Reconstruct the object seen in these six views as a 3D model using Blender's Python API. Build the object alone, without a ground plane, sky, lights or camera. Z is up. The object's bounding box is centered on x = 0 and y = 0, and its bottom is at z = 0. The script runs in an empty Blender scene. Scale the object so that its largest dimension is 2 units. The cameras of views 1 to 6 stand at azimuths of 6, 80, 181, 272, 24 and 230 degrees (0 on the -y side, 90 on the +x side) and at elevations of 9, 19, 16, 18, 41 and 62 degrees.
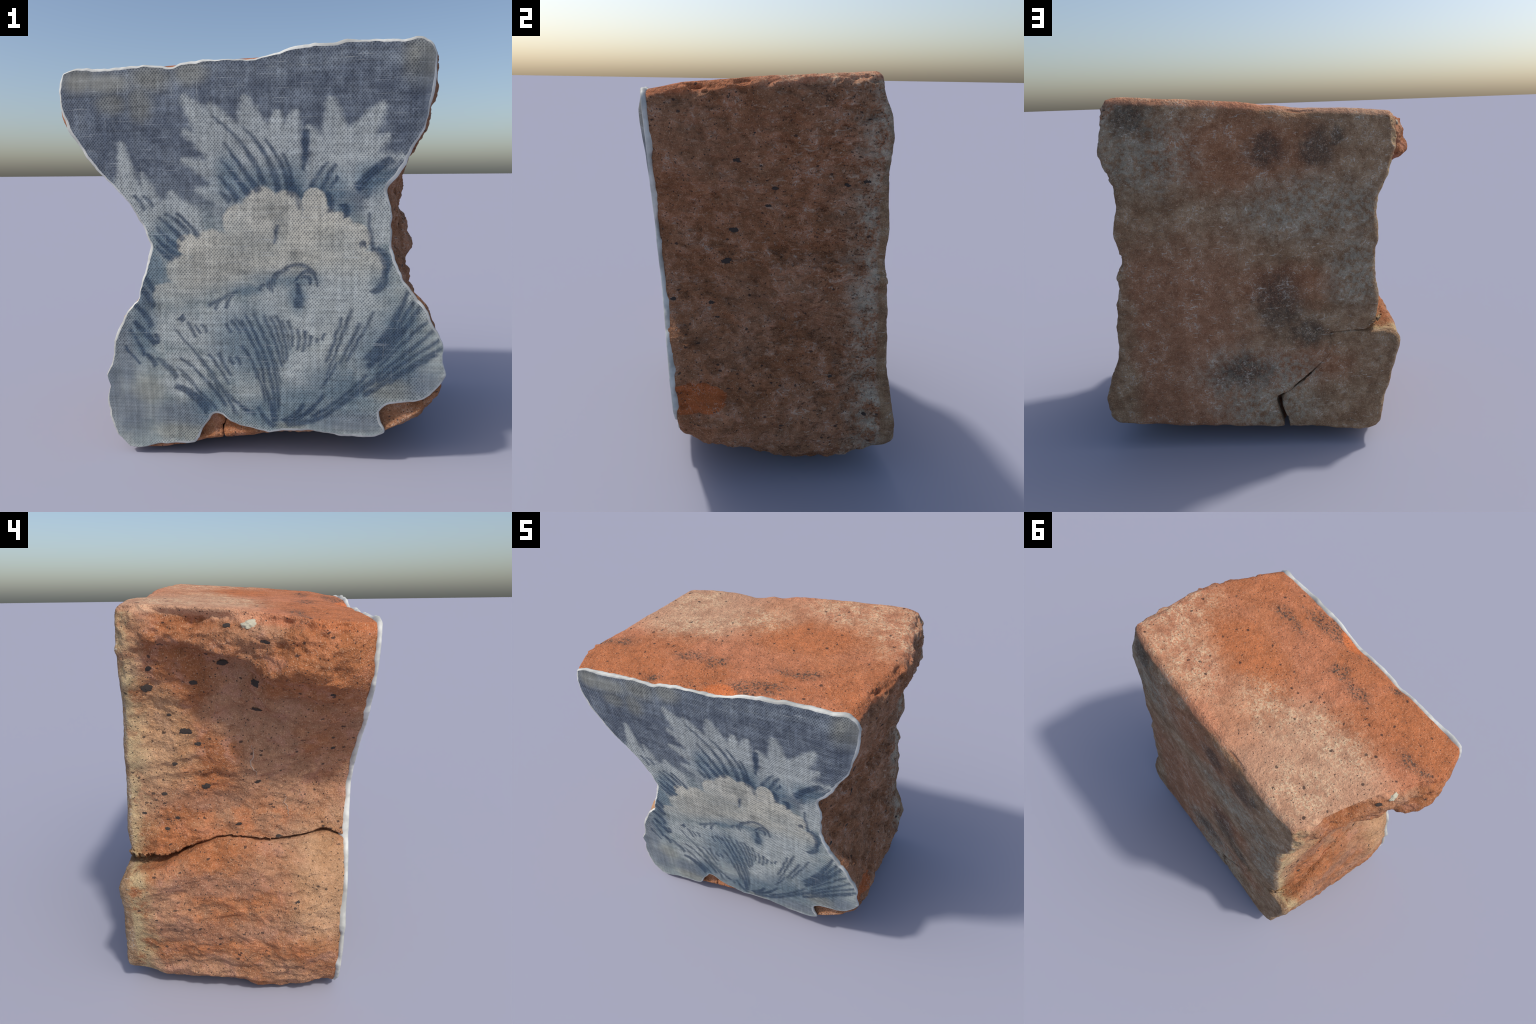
"""A broken piece of old brick, waisted like an anvil.  Its front carries a thin
facing with a blue-and-white floral print on woven cloth and a pale rolled rim;
the lower left corner is split off by a crack that runs round three sides."""
import bpy, bmesh, math
import numpy as np
from mathutils import Matrix, Vector, noise
from mathutils.geometry import delaunay_2d_cdt
from mathutils.kdtree import KDTree

rng = np.random.default_rng(7)

# ----------------------------------------------------------------- small tools
def srgb(r, g, b):
    def f(c):
        c /= 255.0
        return c / 12.92 if c <= 0.04045 else ((c + 0.055) / 1.055) ** 2.4
    return (f(r), f(g), f(b), 1.0)


def smoothstep(a, b, x):
    t = np.clip((x - a) / (b - a), 0, 1)
    return t * t * (3 - 2 * t)


def resample(pts, n, closed=False):
    """n points evenly spaced along a polyline (last point left out)."""
    p = np.asarray(pts, float)
    if closed:
        p = np.vstack([p, p[:1]])
    s = np.r_[0, np.cumsum(np.linalg.norm(np.diff(p, axis=0), axis=1))]
    t = np.linspace(0, s[-1], n, endpoint=False)
    return np.stack([np.interp(t, s, p[:, k]) for k in range(p.shape[1])], 1)


def smooth_loop(p, times):
    for _ in range(times):
        p = 0.5 * p + 0.25 * (np.roll(p, 1, 0) + np.roll(p, -1, 0))
    return p


def inward_normals(p, times=6):
    t = np.roll(p, -1, 0) - np.roll(p, 1, 0)
    n = np.stack([t[:, 1], -t[:, 0]], 1)          # loop runs clockwise in x,z
    n /= np.linalg.norm(n, axis=1)[:, None] + 1e-9
    n = smooth_loop(n, times)
    return n / (np.linalg.norm(n, axis=1)[:, None] + 1e-9)


def noise_at(P, scale, octaves=3, seed=0.0, rough=0.9):
    """Signed fractal noise at each row of P; scale may be one number or three."""
    Q = P * np.asarray(scale, float) + seed
    f = noise.fractal
    return np.array([f(q, rough, 2.1, octaves, noise_basis='PERLIN_ORIGINAL')
                     for q in Q.tolist()])


def new_mesh(name, verts, faces, mat, parent, smooth=True):
    me = bpy.data.meshes.new(name)
    me.from_pydata([tuple(v) for v in verts], [], [tuple(f) for f in faces])
    me.materials.append(mat)
    if smooth:
        me.polygons.foreach_set("use_smooth", [True] * len(me.polygons))
    me.update()
    ob = bpy.data.objects.new(name, me)
    bpy.context.collection.objects.link(ob)
    ob.parent = parent
    return ob


# ------------------------------------------------------------- shape of the brick
def front_y(x, z):
    """Front face: almost upright, leaning forward at the top, slightly dished."""
    return (-0.546 + 0.003 * x - 0.0606 * (z - 1) - 0.0035 * (z - 1) ** 2
            + 0.008 * np.exp(-((x + .03) / .4) ** 2 - ((z - .95) / .5) ** 2))


def edge_fall(z):
    """How far the facing rolls back along its upper edges."""
    return 0.017 * smoothstep(1.2, 1.8, z)


BACK_Z = [-.5, .05, .20, .35, .50, .75, 1.0, 1.2, 1.4, 1.6, 1.75, 1.85, 1.92, 1.98, 2.3]
BACK_Y = [.60, .597, .592, .578, .562, .544, .530, .521, .515, .512, .510, .505, .490, .464, .40]


def back_y(x, z):
    """Back face: leans forward, with a bulge below the rounded upper edge."""
    y = sum(np.interp(z + k, BACK_Z, BACK_Y) for k in (-.04, -.02, 0, .02, .04)) / 5
    y = y - 0.020 * smoothstep(-.42, -.72, x) * smoothstep(1.3, 1.7, z)
    return y + 0.016 * x - 0.030 * smoothstep(.55, .84, x) * smoothstep(1.4, 1.75, z)


# Cross-sections seen from the front, (x, z), clockwise from the top left corner.
# Each is a set of stretches between matching landmarks.
CLOTH = dict(      # outline of the printed facing
    top=[(-.845, 1.818), (-.776, 1.839), (-.695, 1.830), (-.571, 1.838), (-.448, 1.845),
         (-.413, 1.841), (-.377, 1.830), (-.342, 1.835), (-.32, 1.849), (-.22, 1.859),
         (-.109, 1.859), (-.012, 1.854), (.027, 1.857), (.071, 1.874), (.119, 1.892),
         (.166, 1.903), (.288, 1.909), (.367, 1.917), (.473, 1.923), (.539, 1.914),
         (.617, 1.920), (.695, 1.920)],
    right_high=[(.728, 1.897), (.747, 1.857), (.749, 1.749), (.74, 1.685), (.723, 1.62),
                (.713, 1.561), (.682, 1.515), (.657, 1.468), (.646, 1.42), (.607, 1.365),
                (.572, 1.32), (.565, 1.306)],
    right_low=[(.569, 1.282), (.592, 1.225), (.588, 1.154), (.592, 1.053), (.623, .979),
               (.655, .905), (.715, .831), (.76, .778), (.793, .695), (.841, .618),
               (.846, .524), (.866, .461)],
    bottom=[(.831, .403), (.776, .345), (.71, .327), (.643, .32), (.591, .305), (.566, .271),
            (.579, .221), (.601, .163), (.56, .146), (.498, .136), (.374, .144), (.249, .16),
            (.155, .161), (.052, .141), (-.067, .169), (-.146, .2), (-.177, .226),
            (-.197, .233), (-.215, .23), (-.243, .197), (-.277, .152), (-.29, .1),
            (-.32, .072), (-.378, .062), (-.477, .062), (-.595, .029), (-.645, .032)],
    left_low=[(-.709, .096), (-.738, .190), (-.744, .273), (-.726, .361), (-.741, .411),
              (-.707, .489), (-.693, .581), (-.663, .664), (-.618, .738)],
    left_mid=[(-.559, .803), (-.539, .875), (-.51, .969), (-.483, 1.054)],
    left_high=[(-.516, 1.152), (-.557, 1.226), (-.635, 1.323), (-.713, 1.396), (-.755, 1.447),
               (-.794, 1.519), (-.829, 1.562), (-.859, 1.647), (-.867, 1.751)])

FRONT = dict(CLOTH,
    top=[(-.850, 1.818), (-.7, 1.834), (-.448, 1.847), (-.37, 1.837), (-.22, 1.859),
         (.0, 1.860), (.09, 1.880), (.166, 1.901), (.288, 1.910), (.473, 1.921),
         (.695, 1.921)],
    bottom=[(.868, .452), (.85, .38), (.80, .318), (.765, .262), (.68, .2), (.604, .155),
            (.498, .134), (.374, .142), (.249, .158), (.06, .14), (-.164, .103), (-.279, .08),
            (-.345, .062), (-.445, .032), (-.6, .016), (-.648, .020)])

NEAR = dict(       # a hand's breadth behind the front: the overhang at the left is widest
    top=[(-.90, 1.822), (-.6, 1.860), (-.2, 1.889), (.2, 1.925), (.5, 1.950), (.735, 1.957)],
    right_high=[(.77, 1.93), (.79, 1.85), (.785, 1.74), (.765, 1.62), (.735, 1.53),
                (.70, 1.45), (.665, 1.37), (.645, 1.31)],
    right_low=[(.645, 1.27), (.65, 1.2), (.63, 1.1), (.635, 1.02), (.66, .95), (.70, .87),
               (.755, .80), (.80, .72), (.835, .62), (.85, .53), (.88, .44)],
    bottom=[(.875, .35), (.84, .245), (.78, .17), (.66, .112), (.5, .075), (.3, .08), (.1, .075),
            (-.15, .055), (-.35, .042), (-.5, .034), (-.6, .030), (-.67, .038)],
    left_low=[(-.725, .09), (-.755, .2), (-.765, .3), (-.755, .4), (-.75, .5), (-.715, .6),
              (-.665, .69), (-.605, .765)],
    left_mid=[(-.57, .82), (-.55, .89), (-.53, .98), (-.51, 1.06)],
    left_high=[(-.56, 1.17), (-.605, 1.26), (-.66, 1.36), (-.71, 1.43), (-.775, 1.495),
               (-.85, 1.545), (-.912, 1.585), (-.930, 1.65), (-.928, 1.72), (-.914, 1.78)])

MIDDLE = dict(
    top=[(-.80, 1.862), (-.5, 1.879), (-.2, 1.90), (.2, 1.93), (.5, 1.951), (.81, 1.975)],
    right_high=[(.848, 1.947), (.848, 1.86), (.82, 1.75), (.785, 1.65), (.752, 1.55),
                (.725, 1.45), (.703, 1.36), (.695, 1.28)],
    right_low=[(.695, 1.22), (.712, 1.14), (.735, 1.05), (.745, .97), (.755, .89), (.765, .80),
               (.785, .71), (.815, .61), (.845, .51), (.87, .40)],
    bottom=[(.88, .27), (.855, .160), (.785, .07), (.64, .032), (.4, .028), (.1, .03), (-.2, .03),
            (-.45, .03), (-.6, .036), (-.68, .06)],
    left_low=[(-.715, .12), (-.725, .24), (-.73, .36), (-.735, .48), (-.725, .59), (-.695, .68),
              (-.67, .765), (-.655, .80)],
    left_mid=[(-.65, .84), (-.63, .91), (-.615, 1.0), (-.61, 1.09)],
    left_high=[(-.627, 1.2), (-.65, 1.31), (-.683, 1.43), (-.730, 1.52), (-.762, 1.59),
               (-.805, 1.655), (-.85, 1.70), (-.855, 1.78)])

BACK = dict(
    top=[(-.690, 1.89), (-.45, 1.913), (-.30, 1.925), (-.1, 1.94), (.137, 1.962), (.46, 1.987),
         (.68, 2.003)],
    right_high=[(.77, 2.0), (.828, 1.966), (.832, 1.925), (.815, 1.865), (.828, 1.78),
                (.834, 1.73), (.808, 1.61), (.772, 1.54), (.764, 1.436), (.795, 1.31),
                (.800, 1.256), (.778, 1.193)],
    right_low=[(.773, 1.138), (.805, 1.05), (.777, .98), (.817, .89), (.817, .825), (.838, .756),
               (.834, .651), (.848, .552), (.894, .455)],
    bottom=[(.93, .324), (.928, .235), (.88, .165), (.715, .15), (.424, .130), (.229, .132),
            (.074, .118), (-.16, .115), (-.39, .098), (-.586, .085), (-.645, .092)],
    left_low=[(-.672, .13), (-.680, .276), (-.720, .40), (-.750, .544), (-.750, .655)],
    left_mid=[(-.720, .69), (-.665, .73), (-.652, .80), (-.650, .896), (-.632, 1.0)],
    left_high=[(-.626, 1.17), (-.643, 1.215), (-.636, 1.37), (-.646, 1.458), (-.688, 1.544),
               (-.722, 1.644), (-.724, 1.794)])

STRETCHES = ["top", "right_high", "right_low", "bottom", "left_low", "left_mid", "left_high"]
SAMPLES = dict(top=170, right_high=74, right_low=96, bottom=190, left_low=84, left_mid=44,
               left_high=96)


def section(sec):
    out = []
    for i, name in enumerate(STRETCHES):
        nxt = STRETCHES[(i + 1) % len(STRETCHES)]
        out.append(resample(list(sec[name]) + [sec[nxt][0]], SAMPLES[name]))
    return smooth_loop(np.vstack(out), 2)


def blend_sections(depths, secs, v):
    """Cubic blend of the cross-sections through the depth (0 front, 1 back)."""
    d, k = np.asarray(depths), np.searchsorted(depths, v, side='right') - 1
    k = min(max(k, 0), len(d) - 2)
    def slope(i):
        if i == 0:
            return (secs[1] - secs[0]) / (d[1] - d[0])
        if i == len(d) - 1:
            return (secs[-1] - secs[-2]) / (d[-1] - d[-2])
        return (secs[i + 1] - secs[i - 1]) / (d[i + 1] - d[i - 1])
    h = d[k + 1] - d[k]
    t = (v - d[k]) / h
    return ((2 * t**3 - 3 * t**2 + 1) * secs[k] + (t**3 - 2 * t**2 + t) * h * slope(k)
            + (-2 * t**3 + 3 * t**2) * secs[k + 1] + (t**3 - t**2) * h * slope(k + 1))


def fill_outline(loop, spacing):
    """Triangles over a closed outline with an even scatter of points inside."""
    lo, hi = loop.min(0), loop.max(0)
    gx, gz = np.meshgrid(np.arange(lo[0], hi[0], spacing), np.arange(lo[1], hi[1], spacing))
    g = np.stack([gx.ravel(), gz.ravel()], 1)
    g[:, 0] += np.tile([0, spacing / 2], len(g))[:len(g)] * 0
    a, b = loop, np.roll(loop, -1, 0)
    inside = np.zeros(len(g), bool)
    for p, q in zip(a, b):
        c = (p[1] > g[:, 1]) != (q[1] > g[:, 1])
        with np.errstate(divide='ignore', invalid='ignore'):
            xs = p[0] + (g[:, 1] - p[1]) * (q[0] - p[0]) / (q[1] - p[1])
        inside ^= c & (g[:, 0] < xs)
    dmin = np.full(len(g), 9.0)
    for p in loop[::2]:
        dmin = np.minimum(dmin, np.hypot(g[:, 0] - p[0], g[:, 1] - p[1]))
    g = g[inside & (dmin > spacing * 0.6)]
    pts = np.vstack([loop, g])
    n = len(loop)
    v, e, f, *_ = delaunay_2d_cdt([Vector(p) for p in pts], [],
                                  [list(range(n))], 1, 1e-6)
    return np.array([tuple(p) for p in v]), [list(t) for t in f]


def build_block():
    """Closed skin of the whole brick before surface relief: (verts, faces)."""
    depths = [0.0, 0.18, 0.5, 1.0]
    secs = [section(s) for s in (FRONT, NEAR, MIDDLE, BACK)]
    n = len(secs[0])
    rings = []                                    # (outline, v, inset, push in depth)
    for rad, at in ((0.012, 0.0),):
        for a in np.linspace(90, 15, 4):
            a = math.radians(a)
            rings.append((at, rad * (1 - math.cos(a)), rad * (1 - math.sin(a))))
    for v in np.linspace(0.02, 0.97, 44):
        rings.append((v, 0.0, 0.0))
    rb = 0.034
    for a in np.linspace(15, 90, 6):
        a = math.radians(a)
        rings.append((1.0, rb * (1 - math.cos(a)), -rb * (1 - math.sin(a))))
    verts = []
    loops2d = []
    for v, inset, push in rings:
        o = blend_sections(depths, secs, v)
        if v == 0.0:
            o = o + inward_normals(o) * 0.004
        if v > 0.0:
            o = o - inward_normals(o) * (0.006 * float(smoothstep(.04, .2, v)))
        if inset:
            o = o + inward_normals(o) * inset
        # underside at the right: tucked up towards the front, hanging low before the back edge
        low = smoothstep(.36, .14, o[:, 1]) * smoothstep(.1, .6, o[:, 0])
        o[:, 1] += low * (.030 * math.exp(-((v - .30) / .20) ** 2)
                          + .010 * math.exp(-((v - .75) / .25) ** 2))
        x, z = o[:, 0], o[:, 1]
        yf, yb = front_y(x, z) + 0.012 + edge_fall(z), back_y(x, z)
        y = yf + (yb - yf) * v + (push if v in (0.0, 1.0) else 0.0)
        verts.append(np.stack([x, y, z], 1))
        loops2d.append(o)
    faces = []
    for r in range(len(rings) - 1):
        for i in range(n):
            j = (i + 1) % n
            faces.append([r * n + i, r * n + j, (r + 1) * n + j, (r + 1) * n + i])
    V = [np.vstack(verts)]
    base = len(V[0])
    for ring, fy, off, flip in ((0, front_y, 0.036, True),
                                (len(rings) - 1, back_y, 0.0, False)):
        p, f = fill_outline(loops2d[ring], 0.03)
        assert len(p) >= n
        y = fy(p[:, 0], p[:, 1]) + off
        y[:n] = verts[ring][:, 1]
        q = np.stack([p[:, 0], y, p[:, 1]], 1)
        first = ring * n
        idx = np.r_[np.arange(first, first + n), np.arange(base, base + len(p) - n)]
        V.append(q[n:])
        base += len(p) - n
        for t in f:
            t = [int(idx[k]) for k in t]
            faces.append(t[::-1] if flip else t)
    return np.vstack(V), faces


def raw_object(verts, faces):
    me = bpy.data.meshes.new("skin")
    me.from_pydata([tuple(v) for v in verts], [], faces)
    me.update()
    bm = bmesh.new()
    bm.from_mesh(me)
    bmesh.ops.triangulate(bm, faces=bm.faces)
    bmesh.ops.recalc_face_normals(bm, faces=bm.faces)
    bm.to_mesh(me)
    bm.free()
    ob = bpy.data.objects.new("skin", me)
    bpy.context.collection.objects.link(ob)
    return ob


def remeshed(skin, cutter, operation, voxel):
    """Skin with the cutter taken from it (or kept), as an even mesh: (verts, quads)."""
    ob = raw_object(*skin)
    cut = raw_object(*cutter)
    b = ob.modifiers.new("split", 'BOOLEAN')
    b.operation = operation
    b.object = cut
    b.solver = 'MANIFOLD'
    m = ob.modifiers.new("even_mesh", 'REMESH')
    m.mode = 'VOXEL'
    m.voxel_size = voxel
    m.adaptivity = 0.0
    s = ob.modifiers.new("soften", 'SMOOTH')
    s.factor = 0.5
    s.iterations = 2
    ev = ob.evaluated_get(bpy.context.evaluated_depsgraph_get())
    em = ev.to_mesh()
    V = np.empty(len(em.vertices) * 3)
    em.vertices.foreach_get("co", V)
    L = np.empty(len(em.loops), int)
    em.loops.foreach_get("vertex_index", L)
    starts = np.empty(len(em.polygons), int)
    em.polygons.foreach_get("loop_start", starts)
    tot = np.empty(len(em.polygons), int)
    em.polygons.foreach_get("loop_total", tot)
    assert (tot == 4).all()
    F = L.reshape(-1, 4)
    V = V.reshape(-1, 3)
    ev.to_mesh_clear()
    for o in (ob, cut):
        me = o.data
        bpy.data.objects.remove(o)
        bpy.data.meshes.remove(me)
    return V, F


def vertex_normals(V, F):
    n = np.cross(V[F[:, 2]] - V[F[:, 0]], V[F[:, 3]] - V[F[:, 1]])
    N = np.zeros_like(V)
    for k in range(4):
        np.add.at(N, F[:, k], n)
    return N / (np.linalg.norm(N, axis=1)[:, None] + 1e-12)


# ------------------------------------------------------------------- the crack
# Height of the crack on the left flank against depth y, and its run seen from behind.
CRACK_FLANK = [(-.56, .79), (-.50, .80), (-.45, .825), (-.40, .822), (-.346, .818), (-.28, .806),
               (-.222, .802), (-.114, .806), (-.03, .826), (.038, .834), (.10, .826),
               (.162, .804), (.22, .772), (.28, .744), (.35, .720), (.431, .703), (.51, .698),
               (.56, .69)]
CRACK_RUN = [(-1.3, .69), (-.70, .69), (-.60, .69), (-.49, .69), (-.384, .692), (-.372, .68),
             (-.374, .633), (-.358, .562), (-.31, .501), (-.243, .429), (-.17, .372),
             (-.107, .326), (-.09, .30), (-.105, .239), (-.13, .14), (-.14, -.3)]


def corner_prism(widened):
    """Solid that holds the broken-off corner; widened by the gap of the crack or not."""
    run0 = resample(CRACK_RUN, 150)
    run0 = np.vstack([run0, CRACK_RUN[-1]])
    fl = np.array(CRACK_FLANK)
    t = np.gradient(run0, axis=0)
    nrm = np.stack([-t[:, 1], t[:, 0]], 1)               # points up and right, out of the corner
    nrm /= np.linalg.norm(nrm, axis=1)[:, None]
    rings = []
    depths = np.linspace(-.75, .80, 64)
    for y in depths:
        x, z = run0.T
        P = np.stack([x, x * 0 + y, z], 1)
        wob = noise_at(P, 8.0, 3, 3.1) * 0.009 + noise_at(P, 30.0, 2, 9.1) * 0.004
        q = run0 + nrm * wob[:, None]
        if widened:
            flank = smoothstep(-.56, -.64, x)
            gap = 0.009 + .012 * np.abs(noise_at(P, 7.0, 3, 6.6))
            gap *= 1 - .72 * (1 - flank) * smoothstep(.30, .50, y)
            gap += 0.032 * flank * smoothstep(-.02, .38, y)
            gap += 0.010 * flank * smoothstep(-.46, -.54, y)
            gap += 0.030 * smoothstep(.335, .30, z) * smoothstep(.36, .50, y)
            gap *= smoothstep(-1.25, -1.1, x) * .9 + .1
            q = q + nrm * gap[:, None]
        lift = np.interp(y, fl[:, 0], fl[:, 1]) - 0.69
        q[:, 1] += lift * smoothstep(-.30, -.50, x)
        q[:, 0] -= 0.05 * max(0.55 - y, 0) * smoothstep(.5, .2, z)
        q = np.vstack([q, [(-1.3, -.3)]])
        rings.append(np.stack([q[:, 0], np.full(len(q), y), q[:, 1]], 1))
    n = len(rings[0])
    faces = [[r * n + i, r * n + (i + 1) % n, (r + 1) * n + (i + 1) % n, (r + 1) * n + i]
             for r in range(len(rings) - 1) for i in range(n)]
    faces += [list(range(n))[::-1], list(range((len(rings) - 1) * n, len(rings) * n))]
    return np.vstack(rings), faces


def gauss(P, c, r):
    d = (P - np.asarray(c)) / np.asarray(r)
    return np.exp(-(d * d).sum(1))


# Lip of the overhang on the left flank: depth y, its height, how deep the scoop below bites.
LIP = np.array([(-.58, 1.57, .0), (-.45, 1.59, .008), (-.30, 1.60, .0), (-.20, 1.62, .0),
                (-.125, 1.65, .020), (.0, 1.70, .046), (.14, 1.735, .050), (.276, 1.75, .038),
                (.36, 1.735, .035), (.45, 1.71, .010), (.6, 1.70, .0)]).T


def relief(V, F):
    """Push the even skin in and out: lumps, ridges, chips and the crack."""
    N = vertex_normals(V, F)
    x, y, z = V.T
    top = smoothstep(.5, .85, N[:, 2])
    back = smoothstep(.5, .9, N[:, 1])
    front = smoothstep(.5, .9, -N[:, 1])
    left = smoothstep(.1, .6, -N[:, 0]) * (1 - top)
    right = smoothstep(.1, .6, N[:, 0])
    side = np.clip(1 - top - back - front, 0, 1)
    cover = smoothstep(-.50, -.40, y)              # keep the rim against the cloth calm
    lump = noise_at(V, 3.4, 2, 11.0)
    mid = noise_at(V, (9, 7, 10), 3, 2.0)
    crag = 0.5 - np.abs(noise_at(V, (7, 5.5, 8), 3, 15.0, 1.0))     # rounded lumps with sharp creases
    fine = noise_at(V, (34, 28, 38), 3, 5.0)
    # broken flanks: slanting ridges that climb towards the back
    c, s = math.cos(0.42), math.sin(0.42)
    R = np.stack([x, c * y + s * z, -s * y + c * z], 1)
    ridge = 0.5 - np.abs(noise_at(R, (8, 5, 16), 2, 8.0))
    amp = cover * .75 + .25
    d = (lump * (0.016 * side + 0.004 * top + 0.005 * back + .002)
         + mid * (0.009 * side + 0.0028 * top + 0.003 * back + 0.003 * front)
         + (crag - .3) * (0.024 + .012 * right) * side
         + fine * (0.0048 * side + 0.0012 * top + 0.0018 * back)
         + (ridge - 0.3) * 0.028 * right * smoothstep(-.25, .35, y + .3 * noise_at(V, 2.0, 1, 4.0)) * smoothstep(.52, .40, y))
    d *= amp * (1 - .70 * smoothstep(.36, .50, y) * side)
    # the right flank: hollows under the shoulder and below, a slanting shelf between
    shelf = z - (.93 + .36 * (y + .1))
    d += right * 0.022 * np.exp(-(shelf / .05) ** 2) * smoothstep(-.45, -.1, y) * (1 - smoothstep(.35, .5, y))
    d += right * 0.022 * gauss(V, (.75, .15, .97), (9, .22, .10))
    d -= right * 0.018 * gauss(V, (.75, -.08, 1.68), (9, .16, .10))
    d -= right * 0.020 * gauss(V, (.70, -.20, 1.25), (9, .22, .22))
    d -= right * 0.018 * gauss(V, (.65, -.44, 1.10), (9, .08, .07))
    slant = z - (.875 - .68 * (y - .08))
    d -= right * 0.068 * np.exp(-(slant / .065) ** 2) * smoothstep(-.22, -.02, y) * smoothstep(.38, .22, y)
    d -= right * 0.018 * gauss(V, (.8, .12, .60), (9, .24, .16))
    d += right * 0.024 * gauss(V, (.8, .26, 1.74), (9, .16, .14))
    d += right * 0.026 * gauss(V, (.8, .08, 1.12), (9, .16, .06))
    d += right * 0.022 * gauss(V, (.8, .46, .97), (9, .08, .10))
    d += right * 0.018 * gauss(V, (.8, -.48, .79), (9, .08, .08))
    d += right * 0.024 * gauss(V, (.9, .30, .30), (9, .18, .12))
    d += right * 0.026 * gauss(V, (.9, .30, .13), (9, .20, .07))
    d -= right * 0.018 * gauss(V, (.85, -.28, .50), (9, .14, .12))
    d -= right * 0.012 * smoothstep(.25, .6, noise_at(V, (15, 12, 19), 3, 41.0))
    d -= top * 0.020 * gauss(V, (.35, -.33, 1.93), (.45, .20, 9))
    # the left flank: a scoop under the lip of the overhang
    lip = np.interp(y, LIP[0], LIP[1]) + 0.012 * noise_at(np.stack([y * 0, y, y * 0], 1), 9, 3, 1.5)
    under = lip - z
    d -= (left * np.interp(y, LIP[0], LIP[2]) * smoothstep(-.01, .045, under)
          * (1 - smoothstep(.28, .52, under)))
    d += left * 0.012 * np.exp(-((under + .05) / .05) ** 2) * smoothstep(.10, -.10, y)
    d -= left * 0.052 * gauss(V, (-.8, .14, 1.86), (9, .16, .09))
    d -= left * 0.030 * gauss(V, (-.8, -.01, 1.56), (9, .07, .07))
    d += left * 0.018 * gauss(V, (-.8, -.36, 1.45), (9, .12, .08))
    d += left * 0.034 * gauss(V, (-.9, -.20, 1.62), (9, .11, .07))
    d += left * 0.034 * gauss(V, (-.8, -.14, 1.51), (9, .10, .08))
    d += left * 0.022 * gauss(V, (-.7, -.29, 1.30), (9, .12, .11))
    # lower block swells below the crack, the edge above it is eaten away
    fl = np.array(CRACK_FLANK)
    above = z - np.interp(y, fl[:, 0], fl[:, 1])
    d += left * (0.016 * np.exp(-((above + .08) / .06) ** 2)
                 - 0.018 * np.exp(-((above - .03) / .035) ** 2)) * smoothstep(-.4, .1, y)
    d += left * 0.030 * gauss(V, (-.75, .30, .46), (9, .17, .20))
    d += left * 0.022 * gauss(V, (-.75, .32, .64), (9, .13, .08))
    d += left * 0.026 * gauss(V, (-.72, .05, .29), (9, .16, .12))
    d -= left * 0.016 * gauss(V, (-.65, .08, 1.07), (9, .3, .12))
    # crumbly rim of the overhang
    crumb = smoothstep(1.55, 1.68, z) * left
    d += crumb * (0.015 * noise_at(V, (10, 8, 11), 3, 6.0)
                  - 0.022 * np.abs(noise_at(V, (9, 8, 11), 3, 9.0)) + .004) * (.3 + .7 * cover)
    d *= 1 - .85 * side * smoothstep(-.45, -.545, y)      # keep close under the facing
    # chips along the top back edge and the corner
    for p, r, depth in (((-.22, .48, 1.93), (.09, .05, .04), .024),
                        ((-.04, .46, 1.93), (.05, .04, .035), .018),
                        ((-.42, .46, 1.90), (.07, .03, .03), .008),
                        ((.85, .49, 1.93), (.10, .09, .07), .036),
                        ((.86, -.40, .505), (.2, .13, .07), .016),
                        ((-.70, .52, .10), (.09, .10, .09), .022),
                        ((-.66, .52, .76), (.10, .10, .06), .020),
                        ((-.22, -.53, .10), (.10, .03, .12), .012),
                        ((.72, -.52, .22), (.14, .03, .12), .012)):
        d -= depth * gauss(V, p, r)
    return V + N * d[:, None]


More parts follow.
